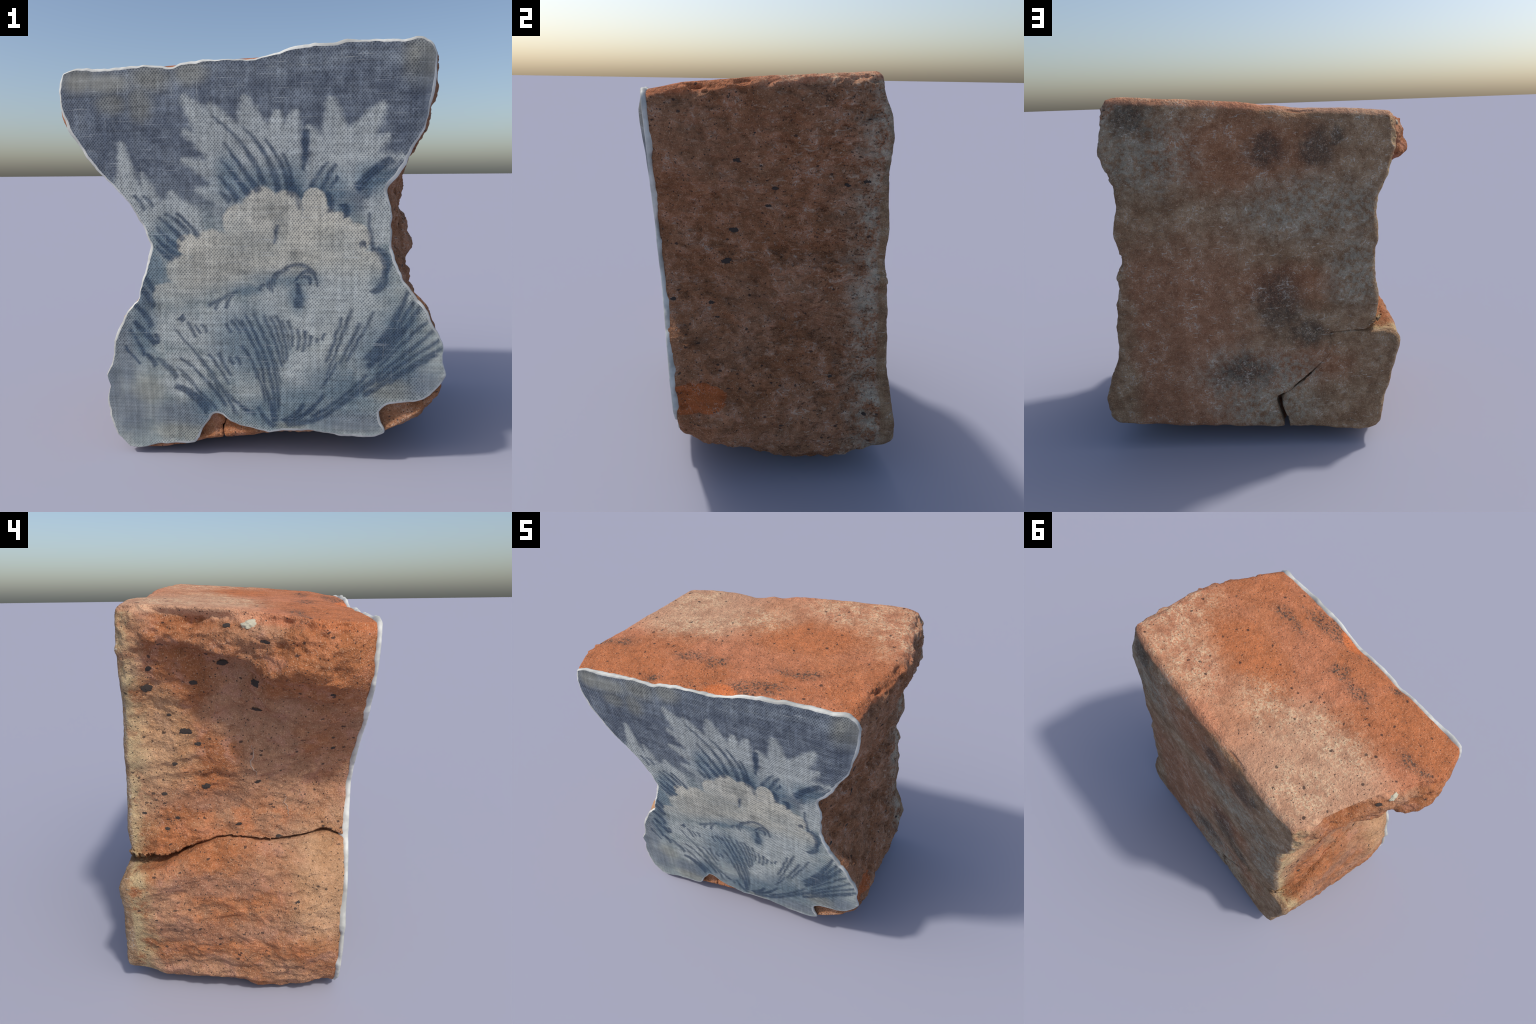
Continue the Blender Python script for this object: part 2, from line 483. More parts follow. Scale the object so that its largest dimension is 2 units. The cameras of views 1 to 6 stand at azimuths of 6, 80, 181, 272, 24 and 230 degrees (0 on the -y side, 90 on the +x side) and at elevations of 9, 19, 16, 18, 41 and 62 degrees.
# ------------------------------------------------------------------ node helpers
class Nodes:
    def __init__(self, name):
        self.mat = bpy.data.materials.new(name)
        self.mat.use_nodes = True
        self.t = self.mat.node_tree
        self.t.nodes.clear()
        co = self.t.nodes.new("ShaderNodeTexCoord")
        self.obj = co.outputs["Object"]

    def new(self, kind, **kw):
        n = self.t.nodes.new(kind)
        for k, v in kw.items():
            setattr(n, k, v)
        return n

    def put(self, sock, val):
        if isinstance(val, bpy.types.NodeSocket):
            self.t.links.new(val, sock)
        elif val is not None:
            sock.default_value = val

    def m(self, op, a, b=None, c=None, clamp=False):
        n = self.new("ShaderNodeMath", operation=op, use_clamp=clamp)
        self.put(n.inputs[0], a)
        self.put(n.inputs[1], b)
        self.put(n.inputs[2], c)
        return n.outputs[0]

    def v(self, op, a, b=None):
        n = self.new("ShaderNodeVectorMath", operation=op)
        self.put(n.inputs[0], a)
        self.put(n.inputs[1], b)
        return n.outputs["Value" if op in ("LENGTH", "DOT_PRODUCT", "DISTANCE") else "Vector"]

    def step(self, x, lo, hi):
        """Smooth 0..1 as x goes lo..hi (either way round)."""
        n = self.new("ShaderNodeMapRange", interpolation_type='SMOOTHSTEP')
        self.put(n.inputs[0], x)
        if lo < hi:
            vals = (lo, hi, 0.0, 1.0)
        else:
            vals = (hi, lo, 1.0, 0.0)
        for i, q in enumerate(vals):
            n.inputs[i + 1].default_value = q
        return n.outputs[0]

    def mix(self, fac, a, b, mode='MIX'):
        n = self.new("ShaderNodeMix", data_type='RGBA', blend_type=mode)
        self.put(n.inputs[0], fac)
        self.put(n.inputs[6], a)
        self.put(n.inputs[7], b)
        return n.outputs[2]

    def noise(self, scale, detail=4.0, rough=0.55, vec=None, distort=0.0):
        n = self.new("ShaderNodeTexNoise")
        self.put(n.inputs["Vector"], vec or self.obj)
        n.inputs["Scale"].default_value = scale
        n.inputs["Detail"].default_value = detail
        n.inputs["Roughness"].default_value = rough
        n.inputs["Distortion"].default_value = distort
        return n.outputs["Fac"]

    def voronoi(self, scale, vec=None, rand=1.0):
        n = self.new("ShaderNodeTexVoronoi")
        self.put(n.inputs["Vector"], vec or self.obj)
        n.inputs["Scale"].default_value = scale
        n.inputs["Randomness"].default_value = rand
        sep = self.new("ShaderNodeSeparateColor")
        self.t.links.new(n.outputs["Color"], sep.inputs[0])
        return n.outputs["Distance"], sep.outputs[0]

    def xyz(self, vec=None):
        n = self.new("ShaderNodeSeparateXYZ")
        self.put(n.inputs[0], vec or self.obj)
        return n.outputs

    def scaled(self, s, rot=(0, 0, 0), vec=None):
        n = self.new("ShaderNodeMapping")
        self.put(n.inputs[0], vec or self.obj)
        n.inputs["Rotation"].default_value = rot
        n.inputs["Scale"].default_value = s
        return n.outputs[0]

    def blob(self, centre, radii, vec, soft=0.5):
        """1 inside an ellipsoid, fading out over its outer part."""
        d = self.v("SUBTRACT", vec, tuple(centre))
        d = self.v("MULTIPLY", d, tuple(1.0 / r for r in radii))
        return self.step(self.v("LENGTH", d), 1.0 + soft * .5, 1.0 - soft * .5)

    def blobs(self, items, vec, soft=0.6):
        out = None
        for c, r in items:
            b = self.blob(c, r, vec, soft)
            out = b if out is None else self.m("MAXIMUM", out, b)
        return out

    def finish(self, colour, rough, bump_h=None, bump_d=0.003, strength=1.0, coat=0.0, spec=0.3):
        p = self.new("ShaderNodeBsdfPrincipled")
        self.put(p.inputs["Base Color"], colour)
        self.put(p.inputs["Roughness"], rough)
        p.inputs["Specular IOR Level"].default_value = spec
        p.inputs["Coat Weight"].default_value = coat
        p.inputs["Coat Roughness"].default_value = 0.35
        if bump_h is not None:
            b = self.new("ShaderNodeBump")
            b.inputs["Strength"].default_value = strength
            b.inputs["Distance"].default_value = bump_d
            self.put(b.inputs["Height"], bump_h)
            self.t.links.new(b.outputs[0], p.inputs["Normal"])
        o = self.new("ShaderNodeOutputMaterial")
        self.t.links.new(p.outputs[0], o.inputs[0])
        return self.mat


# ------------------------------------------------------------------ brick colour
def shade_vec(g, s):
    n = g.new("ShaderNodeCombineXYZ")
    for i in range(3):
        g.put(n.inputs[i], s)
    return n.outputs[0]


def brick_material():
    g = Nodes("fired_clay")
    P = g.obj
    # wander the mask edges so that patches are ragged
    w = g.new("ShaderNodeTexNoise")
    g.put(w.inputs["Vector"], P)
    w.inputs["Scale"].default_value = 9.0
    w.inputs["Detail"].default_value = 5.0
    w.inputs["Roughness"].default_value = 0.65
    wander = g.v("MULTIPLY", g.v("SUBTRACT", w.outputs["Color"], (.5, .5, .5)), (.22, .22, .22))
    Q = g.v("ADD", P, wander)
    q = g.xyz(Q)
    p = g.xyz(P)

    n_big = g.noise(2.6, 3, .5)
    n_mid = g.noise(11, 5, .62)
    streak = g.scaled((26, 19, 40), (math.radians(-18), 0, 0))
    n_str = g.noise(1.0, 5, .62, streak, .6)
    n_grit = g.noise(75, 3, .6)
    n_fine = g.noise(190, 2, .6)
    n_mot = g.noise(36, 4, .68)

    top = g.m("SUBTRACT", p[2], g.m("ADD", g.m("MULTIPLY", p[0], .0714),
                                    g.m("MULTIPLY", p[1], .0797)))
    top = g.step(top, 1.872, 1.898)
    edge = g.v("ADD", P, g.v("MULTIPLY", wander, (.12, .12, .12)))
    back = g.step(g.m("MULTIPLY_ADD", p[2], .03, g.xyz(edge)[1]), .512, .530)
    right = g.m("MULTIPLY", g.step(p[0], .40, .50), g.m("SUBTRACT", 1.0, top))
    left = g.m("MULTIPLY", g.step(p[0], -.40, -.48), g.m("SUBTRACT", 1.0, top))

    orange = srgb(160, 102, 66)
    tan = srgb(172, 128, 98)
    pink = srgb(164, 120, 101)
    col = g.mix(g.step(n_big, .40, .62), orange, tan)
    col = g.mix(g.m("MULTIPLY", g.step(n_mid, .48, .66), .6), col, pink)
    col = g.mix(g.m("MULTIPLY", g.step(n_str, .56, .72), .5), col, srgb(196, 148, 112))
    col = g.mix(g.m("MULTIPLY", g.step(n_str, .44, .30), .55), col, srgb(138, 84, 58))

    # left flank: bright fracture either side of the crack, rusty overhang rim
    hot = g.blobs([((-.70, .25, .80), (.3, .36, .10)), ((-.66, -.05, .92), (.3, .3, .08)),
                   ((-.9, -.42, 1.72), (.2, .22, .15)), ((-.62, .12, 1.12), (.3, .13, .09)),
                   ((-.80, .05, .50), (.3, .22, .12)), ((-.80, -.05, .30), (.3, .35, .07))], Q, .9)
    col = g.mix(g.m("MULTIPLY", hot, g.m("MULTIPLY", left, g.m("MULTIPLY", g.step(n_mid, .36, .60), .6))), col, srgb(176, 107, 62))
    dusk = g.blobs([((-.78, .15, .38), (.3, .32, .06)), ((-.78, .1, .62), (.3, .3, .05)),
                    ((-.68, .15, 1.02), (.3, .26, .05))], Q, .9)
    col = g.mix(g.m("MULTIPLY", dusk, g.m("MULTIPLY", left, .6)), col, srgb(142, 104, 84))
    dry = g.blobs([((-.66, -.42, .62), (.3, .16, .30)), ((-.6, .33, 1.30), (.4, .14, .25))], Q, .9)
    col = g.mix(g.m("MULTIPLY", dry, g.m("MULTIPLY", left, .6)), col, srgb(190, 154, 116))
    # lime bloom along the back left edge
    lime = g.m("MULTIPLY", g.step(q[1], .36, .50), left)
    lime = g.m("MULTIPLY", lime, g.step(n_mid, .32, .52))
    col = g.mix(g.m("MULTIPLY", lime, .8), col, srgb(184, 168, 128))

    # right flank: greyer, with a pale wash towards the back edge
    col = g.mix(g.m("MULTIPLY", right, .65), col, g.mix(g.step(n_mid, .32, .72), srgb(142, 98, 68), srgb(170, 123, 91)))
    wash = g.m("MULTIPLY", g.step(q[1], .26, .46), right)
    wash = g.m("MULTIPLY", wash, g.step(g.m("MULTIPLY_ADD", n_mid, 1.3, n_grit), .90, 1.35))
    col = g.mix(g.m("MULTIPLY", wash, .8), col, srgb(176, 170, 150))
    painted_relief = g.noise(1.0, 4, .65, g.scaled((34, 20, 46), (math.radians(-24), 0, 0)), .9)  # crests lightened, hollows darkened with this: relief highlights and shade baked into clay colour
    w2 = g.m("MULTIPLY", g.m("MULTIPLY_ADD", g.step(q[1], -.30, .25), .6, .4), right)
    col = g.mix(g.m("MULTIPLY", w2, g.m("MULTIPLY", g.step(painted_relief, .57, .66), .75)), col, srgb(192, 168, 146))
    col = g.mix(g.m("MULTIPLY", w2, g.m("MULTIPLY", g.step(painted_relief, .44, .33), .75)), col, srgb(84, 58, 42))
    chip = g.blob((.86, -.42, .505), (.3, .17, .080), g.v("ADD", P, g.v("MULTIPLY", wander, (.14, .14, .14))), .06)
    col = g.mix(chip, col, srgb(178, 100, 56))

    # back: dull brown-grey, ginger to one side, sooty spots, lime scratches
    ginger = g.m("MULTIPLY", g.m("MULTIPLY", g.step(q[0], -.15, .35), g.step(q[0], .82, .68)), g.step(q[2], 1.45, 1.0))
    bcol = g.mix(g.step(n_mid, .38, .62), srgb(142, 112, 84), srgb(158, 132, 103))
    bcol = g.mix(g.m("MULTIPLY", ginger, .6), bcol, srgb(166, 112, 82))
    gb = g.blobs([((.1, .5, 1.72), (.42, .4, .22)), ((-.15, .5, .98), (.25, .4, .12)),
                  ((-.2, .55, .5), (.3, .4, .12))], Q, 1.0)
    bcol = g.mix(g.m("MULTIPLY", gb, .5), bcol, srgb(162, 100, 66))
    greys = g.blobs([((.62, .5, 1.72), (.28, .4, .22)), ((-.3, .5, 1.4), (.42, .4, .16)),
                     ((-.5, .5, 1.05), (.15, .4, .2)), ((.05, .55, .45), (.35, .4, .16)),
                     ((.0, .55, .25), (.3, .4, .12))], Q, 1.0)
    bcol = g.mix(g.m("MULTIPLY", greys, g.m("MULTIPLY", g.step(n_mot, .36, .62), .8)), bcol, srgb(152, 147, 129))
    soot = g.blobs([((-.09, .53, .88), (.13, .4, .17)), ((-.26, .53, .70), (.10, .4, .08)),
                    ((-.31, .53, 1.72), (.09, .4, .09)), ((-.43, .5, 1.76), (.05, .4, .05)),
                    ((-.05, .5, 1.72), (.10, .4, .08)), ((.12, .55, .47), (.16, .4, .09)),
                    ((.66, .5, 1.90), (.10, .2, .09))], Q, 1.2)
    bcol = g.mix(g.m("MULTIPLY", soot, g.m("MULTIPLY_ADD", n_grit, 1.1, .1, clamp=True)), bcol, srgb(66, 64, 58))
    scratch = g.noise(1.0, 4, .65, g.scaled((22, 8, 80), (0, math.radians(12), 0)), 1.0)
    bcol = g.mix(g.m("MULTIPLY", g.step(scratch, .61, .69), .7), bcol, srgb(196, 188, 172))
    col = g.mix(back, col, bcol)

    # top: orange at the front, tan to the back, cream corner, soot
    tcol = g.mix(g.step(g.m("ADD", q[1], g.m("MULTIPLY_ADD", n_mid, .5, -.25)), -.42, .32), srgb(180, 109, 70), srgb(188, 132, 99))
    tcol = g.mix(g.m("MULTIPLY", g.step(n_big, .46, .6), .45), tcol, srgb(194, 126, 94))
    tcol = g.mix(g.m("MULTIPLY", g.step(q[0], .0, -.3), g.step(q[1], -.2, .05)), tcol, srgb(190, 144, 114))
    tcol = g.mix(g.blobs([((.30, .0, 1.9), (.32, .16, .5)), ((-.7, -.43, 1.8), (.3, .13, .5))], Q, .9), tcol, srgb(180, 109, 69))
    cream = g.blobs([((.74, .16, 1.97), (.16, .24, .5)), ((.45, .32, 1.97), (.30, .14, .5)),
                     ((-.10, .14, 1.9), (.22, .13, .5)), ((-.42, -.02, 1.86), (.24, .13, .5)),
                     ((-.55, .3, 1.88), (.16, .16, .5))], Q, 1.3)
    cream = g.m("MULTIPLY", cream, g.step(n_mid, .36, .58))
    grain = g.step(n_grit, .42, .60)
    tcol = g.mix(g.m("MULTIPLY", cream, g.m("MULTIPLY_ADD", grain, .55, .05)), tcol, srgb(218, 198, 162))
    tsoot = g.blobs([((.34, -.33, 1.91), (.15, .05, .5)), ((.24, -.48, 1.9), (.16, .04, .5)),
                     ((-.10, -.33, 1.88), (.07, .04, .5)), ((-.27, -.32, 1.87), (.12, .04, .5)),
                     ((-.36, -.54, 1.85), (.07, .03, .5)), ((-.78, -.27, 1.84), (.12, .05, .5)),
                     ((.1, -.54, 1.88), (.3, .02, .5)), ((.12, -.50, 1.88), (.09, .04, .5))], Q, 1.2)
    sootg = g.step(g.m("ADD", g.m("MULTIPLY_ADD", n_fine, .5, n_grit), g.m("MULTIPLY", tsoot, .28)), 1.03, 1.09)
    tcol = g.mix(g.m("MULTIPLY", g.m("MULTIPLY", sootg, tsoot), .9), tcol, srgb(70, 62, 56))
    tcol = g.mix(g.m("MULTIPLY", tsoot, .22), tcol, srgb(96, 80, 70))
    tcol = g.mix(g.m("MULTIPLY", g.blob((.02, -.555, 1.87), (.10, .05, .1), g.v("ADD", P, g.v("MULTIPLY", wander, (.4, .4, .4))), .3), .9), tcol, srgb(198, 110, 62))
    col = g.mix(top, col, tcol)

    # lime threads and soft mottling
    n_worm = g.noise(26, 2, .5, distort=1.2)
    worm = g.step(g.m("ABSOLUTE", g.m("SUBTRACT", n_worm, .5)), .022, .008)
    worm = g.m("MULTIPLY", worm, g.step(n_mid, .50, .60))
    worm = g.m("MULTIPLY", worm, g.m("MAXIMUM", back, g.m("MULTIPLY", right, .7)))
    col = g.mix(g.m("MULTIPLY", worm, .7), col, srgb(188, 180, 166))
    shade = g.m("MULTIPLY_ADD", g.m("ADD", n_mot, n_mid), 1.1, -.1)
    col = g.mix(.8, col, g.v("MULTIPLY", col, shade_vec(g, shade)))

    # grit: pale grains, dark grains, black specks of clinker
    col = g.mix(g.m("MULTIPLY", g.step(n_fine, .58, .70), .55), col, srgb(216, 184, 154))
    col = g.mix(g.m("MULTIPLY", g.step(n_fine, .44, .30), .6), col, srgb(112, 70, 52))
    W2 = g.v("ADD", P, g.v("MULTIPLY", wander, (.12, .12, .12)))
    d1, r1 = g.voronoi(62, W2)
    s1 = g.m("MULTIPLY", g.step(d1, .26, .16), g.step(r1, .58, .60))
    d2, r2 = g.voronoi(24, g.scaled((1, 1, 1.6), vec=W2))
    s2 = g.m("MULTIPLY", g.step(g.m("ADD", d2, g.m("MULTIPLY", n_grit, .5)), .50, .40), g.step(r2, .84, .86))
    specks = g.m("MAXIMUM", s1, s2)
    specks = g.m("MULTIPLY", specks, g.m("SUBTRACT", 1.0, g.m("MULTIPLY", back, .8)))
    col = g.mix(g.m("MULTIPLY", specks, .8), col, srgb(52, 46, 46))

    h = g.m("MULTIPLY_ADD", n_grit, .55, g.m("MULTIPLY", n_fine, .25))
    h = g.m("ADD", h, g.m("MULTIPLY", n_str, g.m("MULTIPLY_ADD", top, -.5, .55)))
    h = g.m("ADD", h, g.m("MULTIPLY_ADD", n_mot, 1.0, g.m("MULTIPLY", n_mid, .7)))
    h = g.m("ADD", h, g.m("MULTIPLY", g.m("MULTIPLY", painted_relief, right), 1.6))
    return g.finish(col, .92, h, 0.014, .9, spec=.2)


# --------------------------------------------------------------- the printed cloth
class Mark(Nodes):
    """A node group that lays one mark over those laid before it."""
    def __init__(self, name, inputs):
        self.t = bpy.data.node_groups.new(name, 'ShaderNodeTree')
        for label, kind in [("Point", 'Vector'), ("Laid", 'Float')] + inputs:
            self.t.interface.new_socket(label, in_out='INPUT', socket_type='NodeSocket' + kind)
        self.t.interface.new_socket("Laid", in_out='OUTPUT', socket_type='NodeSocketFloat')
        self.i = self.new("NodeGroupInput").outputs
        # evaluated only after the earlier marks, which keeps the shader's stack small
        n = self.new("ShaderNodeVectorMath", operation='MULTIPLY_ADD')
        self.put(n.inputs[0], self.i["Laid"])
        n.inputs[1].default_value = (1e-9, 1e-9, 1e-9)
        self.put(n.inputs[2], self.i["Point"])
        self.point = n.outputs[0]

    def close(self, mask):
        out = self.m("MAXIMUM", mask, self.i["Laid"])
        self.put(self.new("NodeGroupOutput").inputs[0], out)
        return self.t


def stroke_mark():
    """A tapering bent brush stroke from A to B: 1 inside, soft at its edge."""
    g = Mark("brush_stroke", [("A", 'Vector'), ("Axis", 'Vector'), ("Normal", 'Vector'),
                              ("Bend", 'Float'), ("Width", 'Float'), ("Taper", 'Float'),
                              ("Soft", 'Float')])
    d = g.v("SUBTRACT", g.point, g.i["A"])
    u = g.v("DOT_PRODUCT", d, g.i["Axis"])            # 0..1 along
    s = g.v("DOT_PRODUCT", d, g.i["Normal"])          # metres across
    uc = g.m("MULTIPLY", u, 1.0, clamp=True)
    arch = g.m("MULTIPLY", g.m("SUBTRACT", 1.0, uc), g.m("MULTIPLY", uc, g.i["Bend"]))
    off = g.m("ABSOLUTE", g.m("SUBTRACT", s, arch))
    w = g.m("MULTIPLY_ADD", uc, g.i["Taper"], g.i["Width"])
    edge = g.m("DIVIDE", g.m("SUBTRACT", w, off), g.i["Soft"], clamp=True)
    ends = g.m("MULTIPLY", g.m("MULTIPLY_ADD", u, 14.0, 1.0, clamp=True),
               g.m("MULTIPLY_ADD", u, -14.0, 15.0, clamp=True))
    return g.close(g.m("MULTIPLY", edge, ends))


def disc_mark():
    """A soft-edged round or oval daub."""
    g = Mark("daub", [("Centre", 'Vector'), ("Scale", 'Vector'), ("Slope", 'Float'),
                      ("Rise", 'Float')])
    d = g.v("MULTIPLY", g.v("SUBTRACT", g.point, g.i["Centre"]), g.i["Scale"])
    k = g.m("MULTIPLY_ADD", g.v("LENGTH", d), g.i["Slope"], g.i["Rise"], clamp=True)
    k = g.m("MULTIPLY", g.m("MULTIPLY", k, k), g.m("SUBTRACT", 3.0, g.m("MULTIPLY", k, 2.0)))
    return g.close(k)


class Print(Nodes):
    """Node builder with marks laid out in the plane of the cloth (x across, z up)."""
    def start(self, patch, groups):
        self.patch, self.groups = patch, groups
        n = self.new("ShaderNodeTexNoise")
        self.put(n.inputs["Vector"], self.obj)
        n.inputs["Scale"].default_value = 26.0
        n.inputs["Detail"].default_value = 3.0
        wob = self.v("MULTIPLY", self.v("SUBTRACT", n.outputs["Color"], (.5, .5, .5)), (.020, 0, .020))
        flat = self.v("MULTIPLY", self.obj, (1, 0, 1))
        self.plane = self.v("ADD", flat, wob)

    def lay(self, tree, laid, values):
        n = self.new("ShaderNodeGroup")
        n.node_tree = tree
        self.put(n.inputs["Point"], self.plane)
        if laid is not None:
            self.put(n.inputs["Laid"], laid)
        for k, val in values.items():
            n.inputs[k].default_value = val
        return n.outputs[0]

    def near(self, xs, zs, reach):
        """Does a mark with this extent touch the patch of cloth being coloured?"""
        x0, x1, z0, z1 = self.patch
        r = reach + .035
        return min(xs) - r < x1 and max(xs) + r > x0 and min(zs) - r < z1 and max(zs) + r > z0

    def strokes(self, items, soft=.014):
        out = None
        for a, b, bend, wa, wb in items:
            if not self.near((a[0], b[0]), (a[1], b[1]), abs(bend) + max(wa, wb) + soft):
                continue
            dx, dz = b[0] - a[0], b[1] - a[1]
            l = math.hypot(dx, dz)
            out = self.lay(self.groups[0], out, {
                "A": (a[0], 0, a[1]), "Axis": (dx / l / l, 0, dz / l / l),
                "Normal": (-dz / l, 0, dx / l), "Bend": 4 * bend, "Width": wa + soft * .5,
                "Taper": wb - wa, "Soft": soft})
        return 0.0 if out is None else out

    def discs(self, items, soft=.25):
        out = None
        for c, r in items:
            rx, rz = r if isinstance(r, tuple) else (r, r)
            k = 1 + soft
            if not self.near((c[0] - rx * k, c[0] + rx * k), (c[1] - rz * k, c[1] + rz * k), 0):
                continue
            out = self.lay(self.groups[1], out, {
                "Centre": (c[0], 0, c[1]), "Scale": (1 / rx, 1.0, 1 / rz),
                "Slope": -1 / soft, "Rise": 1 / soft + .5})
        return 0.0 if out is None else out


# Marks of the print, in metres on the face.  Strokes: (from, to, bend, half width at
# each end); discs: (centre, radius or radii).
PETALS = [
    ((-0.309, 1.710), (-0.115, 1.468), 0.000, 0.0159, 0.1101),
    ((-0.196, 1.675), (-0.058, 1.454), 0.000, 0.0149, 0.1016),
    ((-0.043, 1.702), (0.013, 1.453), 0.000, 0.0175, 0.1228),
    ((0.098, 1.643), (0.084, 1.453), 0.000, 0.0138, 0.0931),
    ((0.178, 1.639), (0.098, 1.397), 0.000, 0.0159, 0.1101),
    ((-0.312, 1.565), (-0.115, 1.455), 0.000, 0.0111, 0.0720),
    ((-0.325, 1.443), (-0.117, 1.370), 0.000, 0.0105, 0.0677),
    ((-0.271, 1.311), (-0.119, 1.285), 0.000, 0.0089, 0.0550),
    ((0.320, 1.695), (0.356, 1.464), 0.000, 0.0132, 0.0889),
    ((0.545, 1.668), (0.391, 1.450), 0.000, 0.0143, 0.0974),
    ((0.223, 1.581), (0.322, 1.423), 0.000, 0.0116, 0.0762),
    ((0.627, 1.448), (0.392, 1.395), 0.000, 0.0138, 0.0931),
    ((0.566, 1.536), (0.391, 1.422), 0.000, 0.0127, 0.0847),
    ((0.175, 1.452), (0.253, 1.340), 0.000, 0.0100, 0.0635),
    ((-0.596, 1.517), (-0.568, 1.271), 0.000, 0.0111, 0.0720),
    ((-0.512, 1.390), (-0.464, 1.212), 0.000, 0.0095, 0.0593),
    ((-0.566, 1.300), (-0.468, 1.138), 0.000, 0.0100, 0.0635),
    ((-0.377, 1.303), (-0.332, 1.109), 0.000, 0.0149, 0.1016),
    ((-0.483, 1.286), (-0.360, 1.153), 0.000, 0.0100, 0.0635),
    ((0.539, 1.338), (0.569, 1.082), 0.000, 0.0100, 0.0635),
    ((0.478, 1.268), (0.540, 1.111), 0.000, 0.0084, 0.0508)]
PETAL_BODIES = [
    ((-0.016, 1.426), (0.178, 0.170)), ((0.364, 1.409), (0.141, 0.111)),
    ((-0.374, 1.183), (0.126, 0.089)), ((0.550, 1.226), (0.067, 0.118)),
    ((-0.118, 1.313), (0.089, 0.089))]
CLOUD = [
    ((0.025, 1.227), (0.086, 0.095)), ((0.129, 1.227), (0.077, 0.083)), ((-0.070, 1.169), 0.080),
    ((0.257, 1.258), (0.056, 0.059)), ((0.272, 1.187), (0.074, 0.065)), ((0.355, 1.137), 0.077),
    ((0.438, 1.097), 0.068), ((0.509, 0.968), (0.065, 0.077)), ((0.518, 0.920), (0.053, 0.059)),
    ((-0.311, 1.061), 0.053), ((-0.206, 1.047), 0.086), ((-0.339, 0.939), 0.077),
    ((-0.422, 0.824), (0.068, 0.059)), ((-0.140, 0.990), (0.163, 0.133)),
    ((0.097, 1.067), (0.192, 0.163)), ((0.285, 1.023), (0.163, 0.133)),
    ((-0.250, 0.866), (0.148, 0.092)), ((-0.067, 0.915), (0.118, 0.059)),
    ((0.401, 0.964), (0.118, 0.118)), ((-0.370, 0.770), (0.089, 0.044))]
CLOUD_SHADE = [
    ((-0.127, 0.937), (0.192, 0.074)), ((0.108, 1.133), (0.030, 0.089)),
    ((-0.006, 1.037), (0.192, 0.074)), ((0.312, 1.111), (0.074, 0.044)),
    ((-0.276, 0.989), (0.089, 0.044)), ((0.213, 1.008), (0.089, 0.053)),
    ((0.068, 1.227), (0.074, 0.044)), ((-0.219, 0.867), (0.089, 0.044))]
PALE_LOBES = [
    ((-0.491, 0.705), (0.050, 0.044)), ((-0.463, 0.641), (0.065, 0.050)),
    ((-0.351, 0.658), (0.118, 0.089)), ((-0.195, 0.646), (0.163, 0.089)),
    ((-0.136, 0.551), (0.118, 0.089)), ((-0.358, 0.493), (0.089, 0.059)),
    ((0.200, 0.749), (0.222, 0.163)), ((0.389, 0.844), (0.178, 0.133)),
    ((0.231, 0.478), (0.133, 0.104)), ((-0.131, 0.744), (0.089, 0.059)),
    ((-0.364, 0.375), (0.089, 0.059)), ((0.498, 0.627), (0.118, 0.133))]
BLUE_WASH = [
    ((0.026, 1.320), (0.192, 0.089)), ((0.147, 1.326), (0.089, 0.111)),
    ((0.323, 1.311), (0.089, 0.089)), ((0.388, 1.226), (0.044, 0.044)),
    ((0.504, 1.359), (0.089, 0.067)), ((0.093, 0.248), (0.222, 0.081)),
    ((-0.043, 0.586), (0.163, 0.163)), ((0.589, 0.549), (0.163, 0.163)),
    ((0.384, 0.383), (0.163, 0.118)), ((-0.402, 1.086), (0.067, 0.104)),
    ((0.177, 0.918), (0.074, 0.059)), ((0.184, 0.827), (0.041, 0.074)),
    ((-0.543, 0.651), (0.059, 0.163)), ((0.552, 0.950), (0.050, 0.098)),
    ((0.217, 0.312), (0.163, 0.089)), ((-0.239, 0.278), (0.089, 0.089)),
    ((-0.478, 0.940), (0.059, 0.104)), ((0.059, 0.917), (0.095, 0.041)),
    ((-0.053, 0.857), (0.083, 0.030)), ((0.221, 0.915), (0.074, 0.036)),
    ((-0.117, 1.370), (0.059, 0.089)), ((0.643, 0.676), (0.089, 0.118))]
SLATE = [
    ((-0.641, 0.531), (0.059, 0.222)), ((-0.636, 0.238), (0.104, 0.133)),
    ((-0.712, 0.357), (0.059, 0.178)), ((-0.371, 0.219), (0.163, 0.074)),
    ((0.449, 0.215), (0.192, 0.059)), ((0.729, 0.420), (0.133, 0.074)),
    ((-0.400, 1.285), (0.133, 0.059)), ((-0.531, 0.845), (0.038, 0.089)),
    ((0.571, 1.421), (0.104, 0.053)), ((0.492, 1.282), (0.068, 0.074))]
OCHRE_STAIN = [
    ((-0.644, 1.768), (0.118, 0.044)), ((-0.451, 1.790), (0.089, 0.059)),
    ((-0.500, 1.682), (0.053, 0.074)), ((-0.627, 1.685), (0.065, 0.044)),
    ((0.688, 1.842), (0.074, 0.104)), ((-0.277, 1.811), (0.074, 0.053)),
    ((-0.529, 0.350), (0.074, 0.074)), ((-0.409, 0.128), (0.104, 0.044)),
    ((-0.327, 0.115), (0.059, 0.044)), ((-0.764, 1.786), (0.089, 0.053)),
    ((0.155, 0.181), (0.068, 0.021)), ((0.611, 0.386), (0.089, 0.059))]
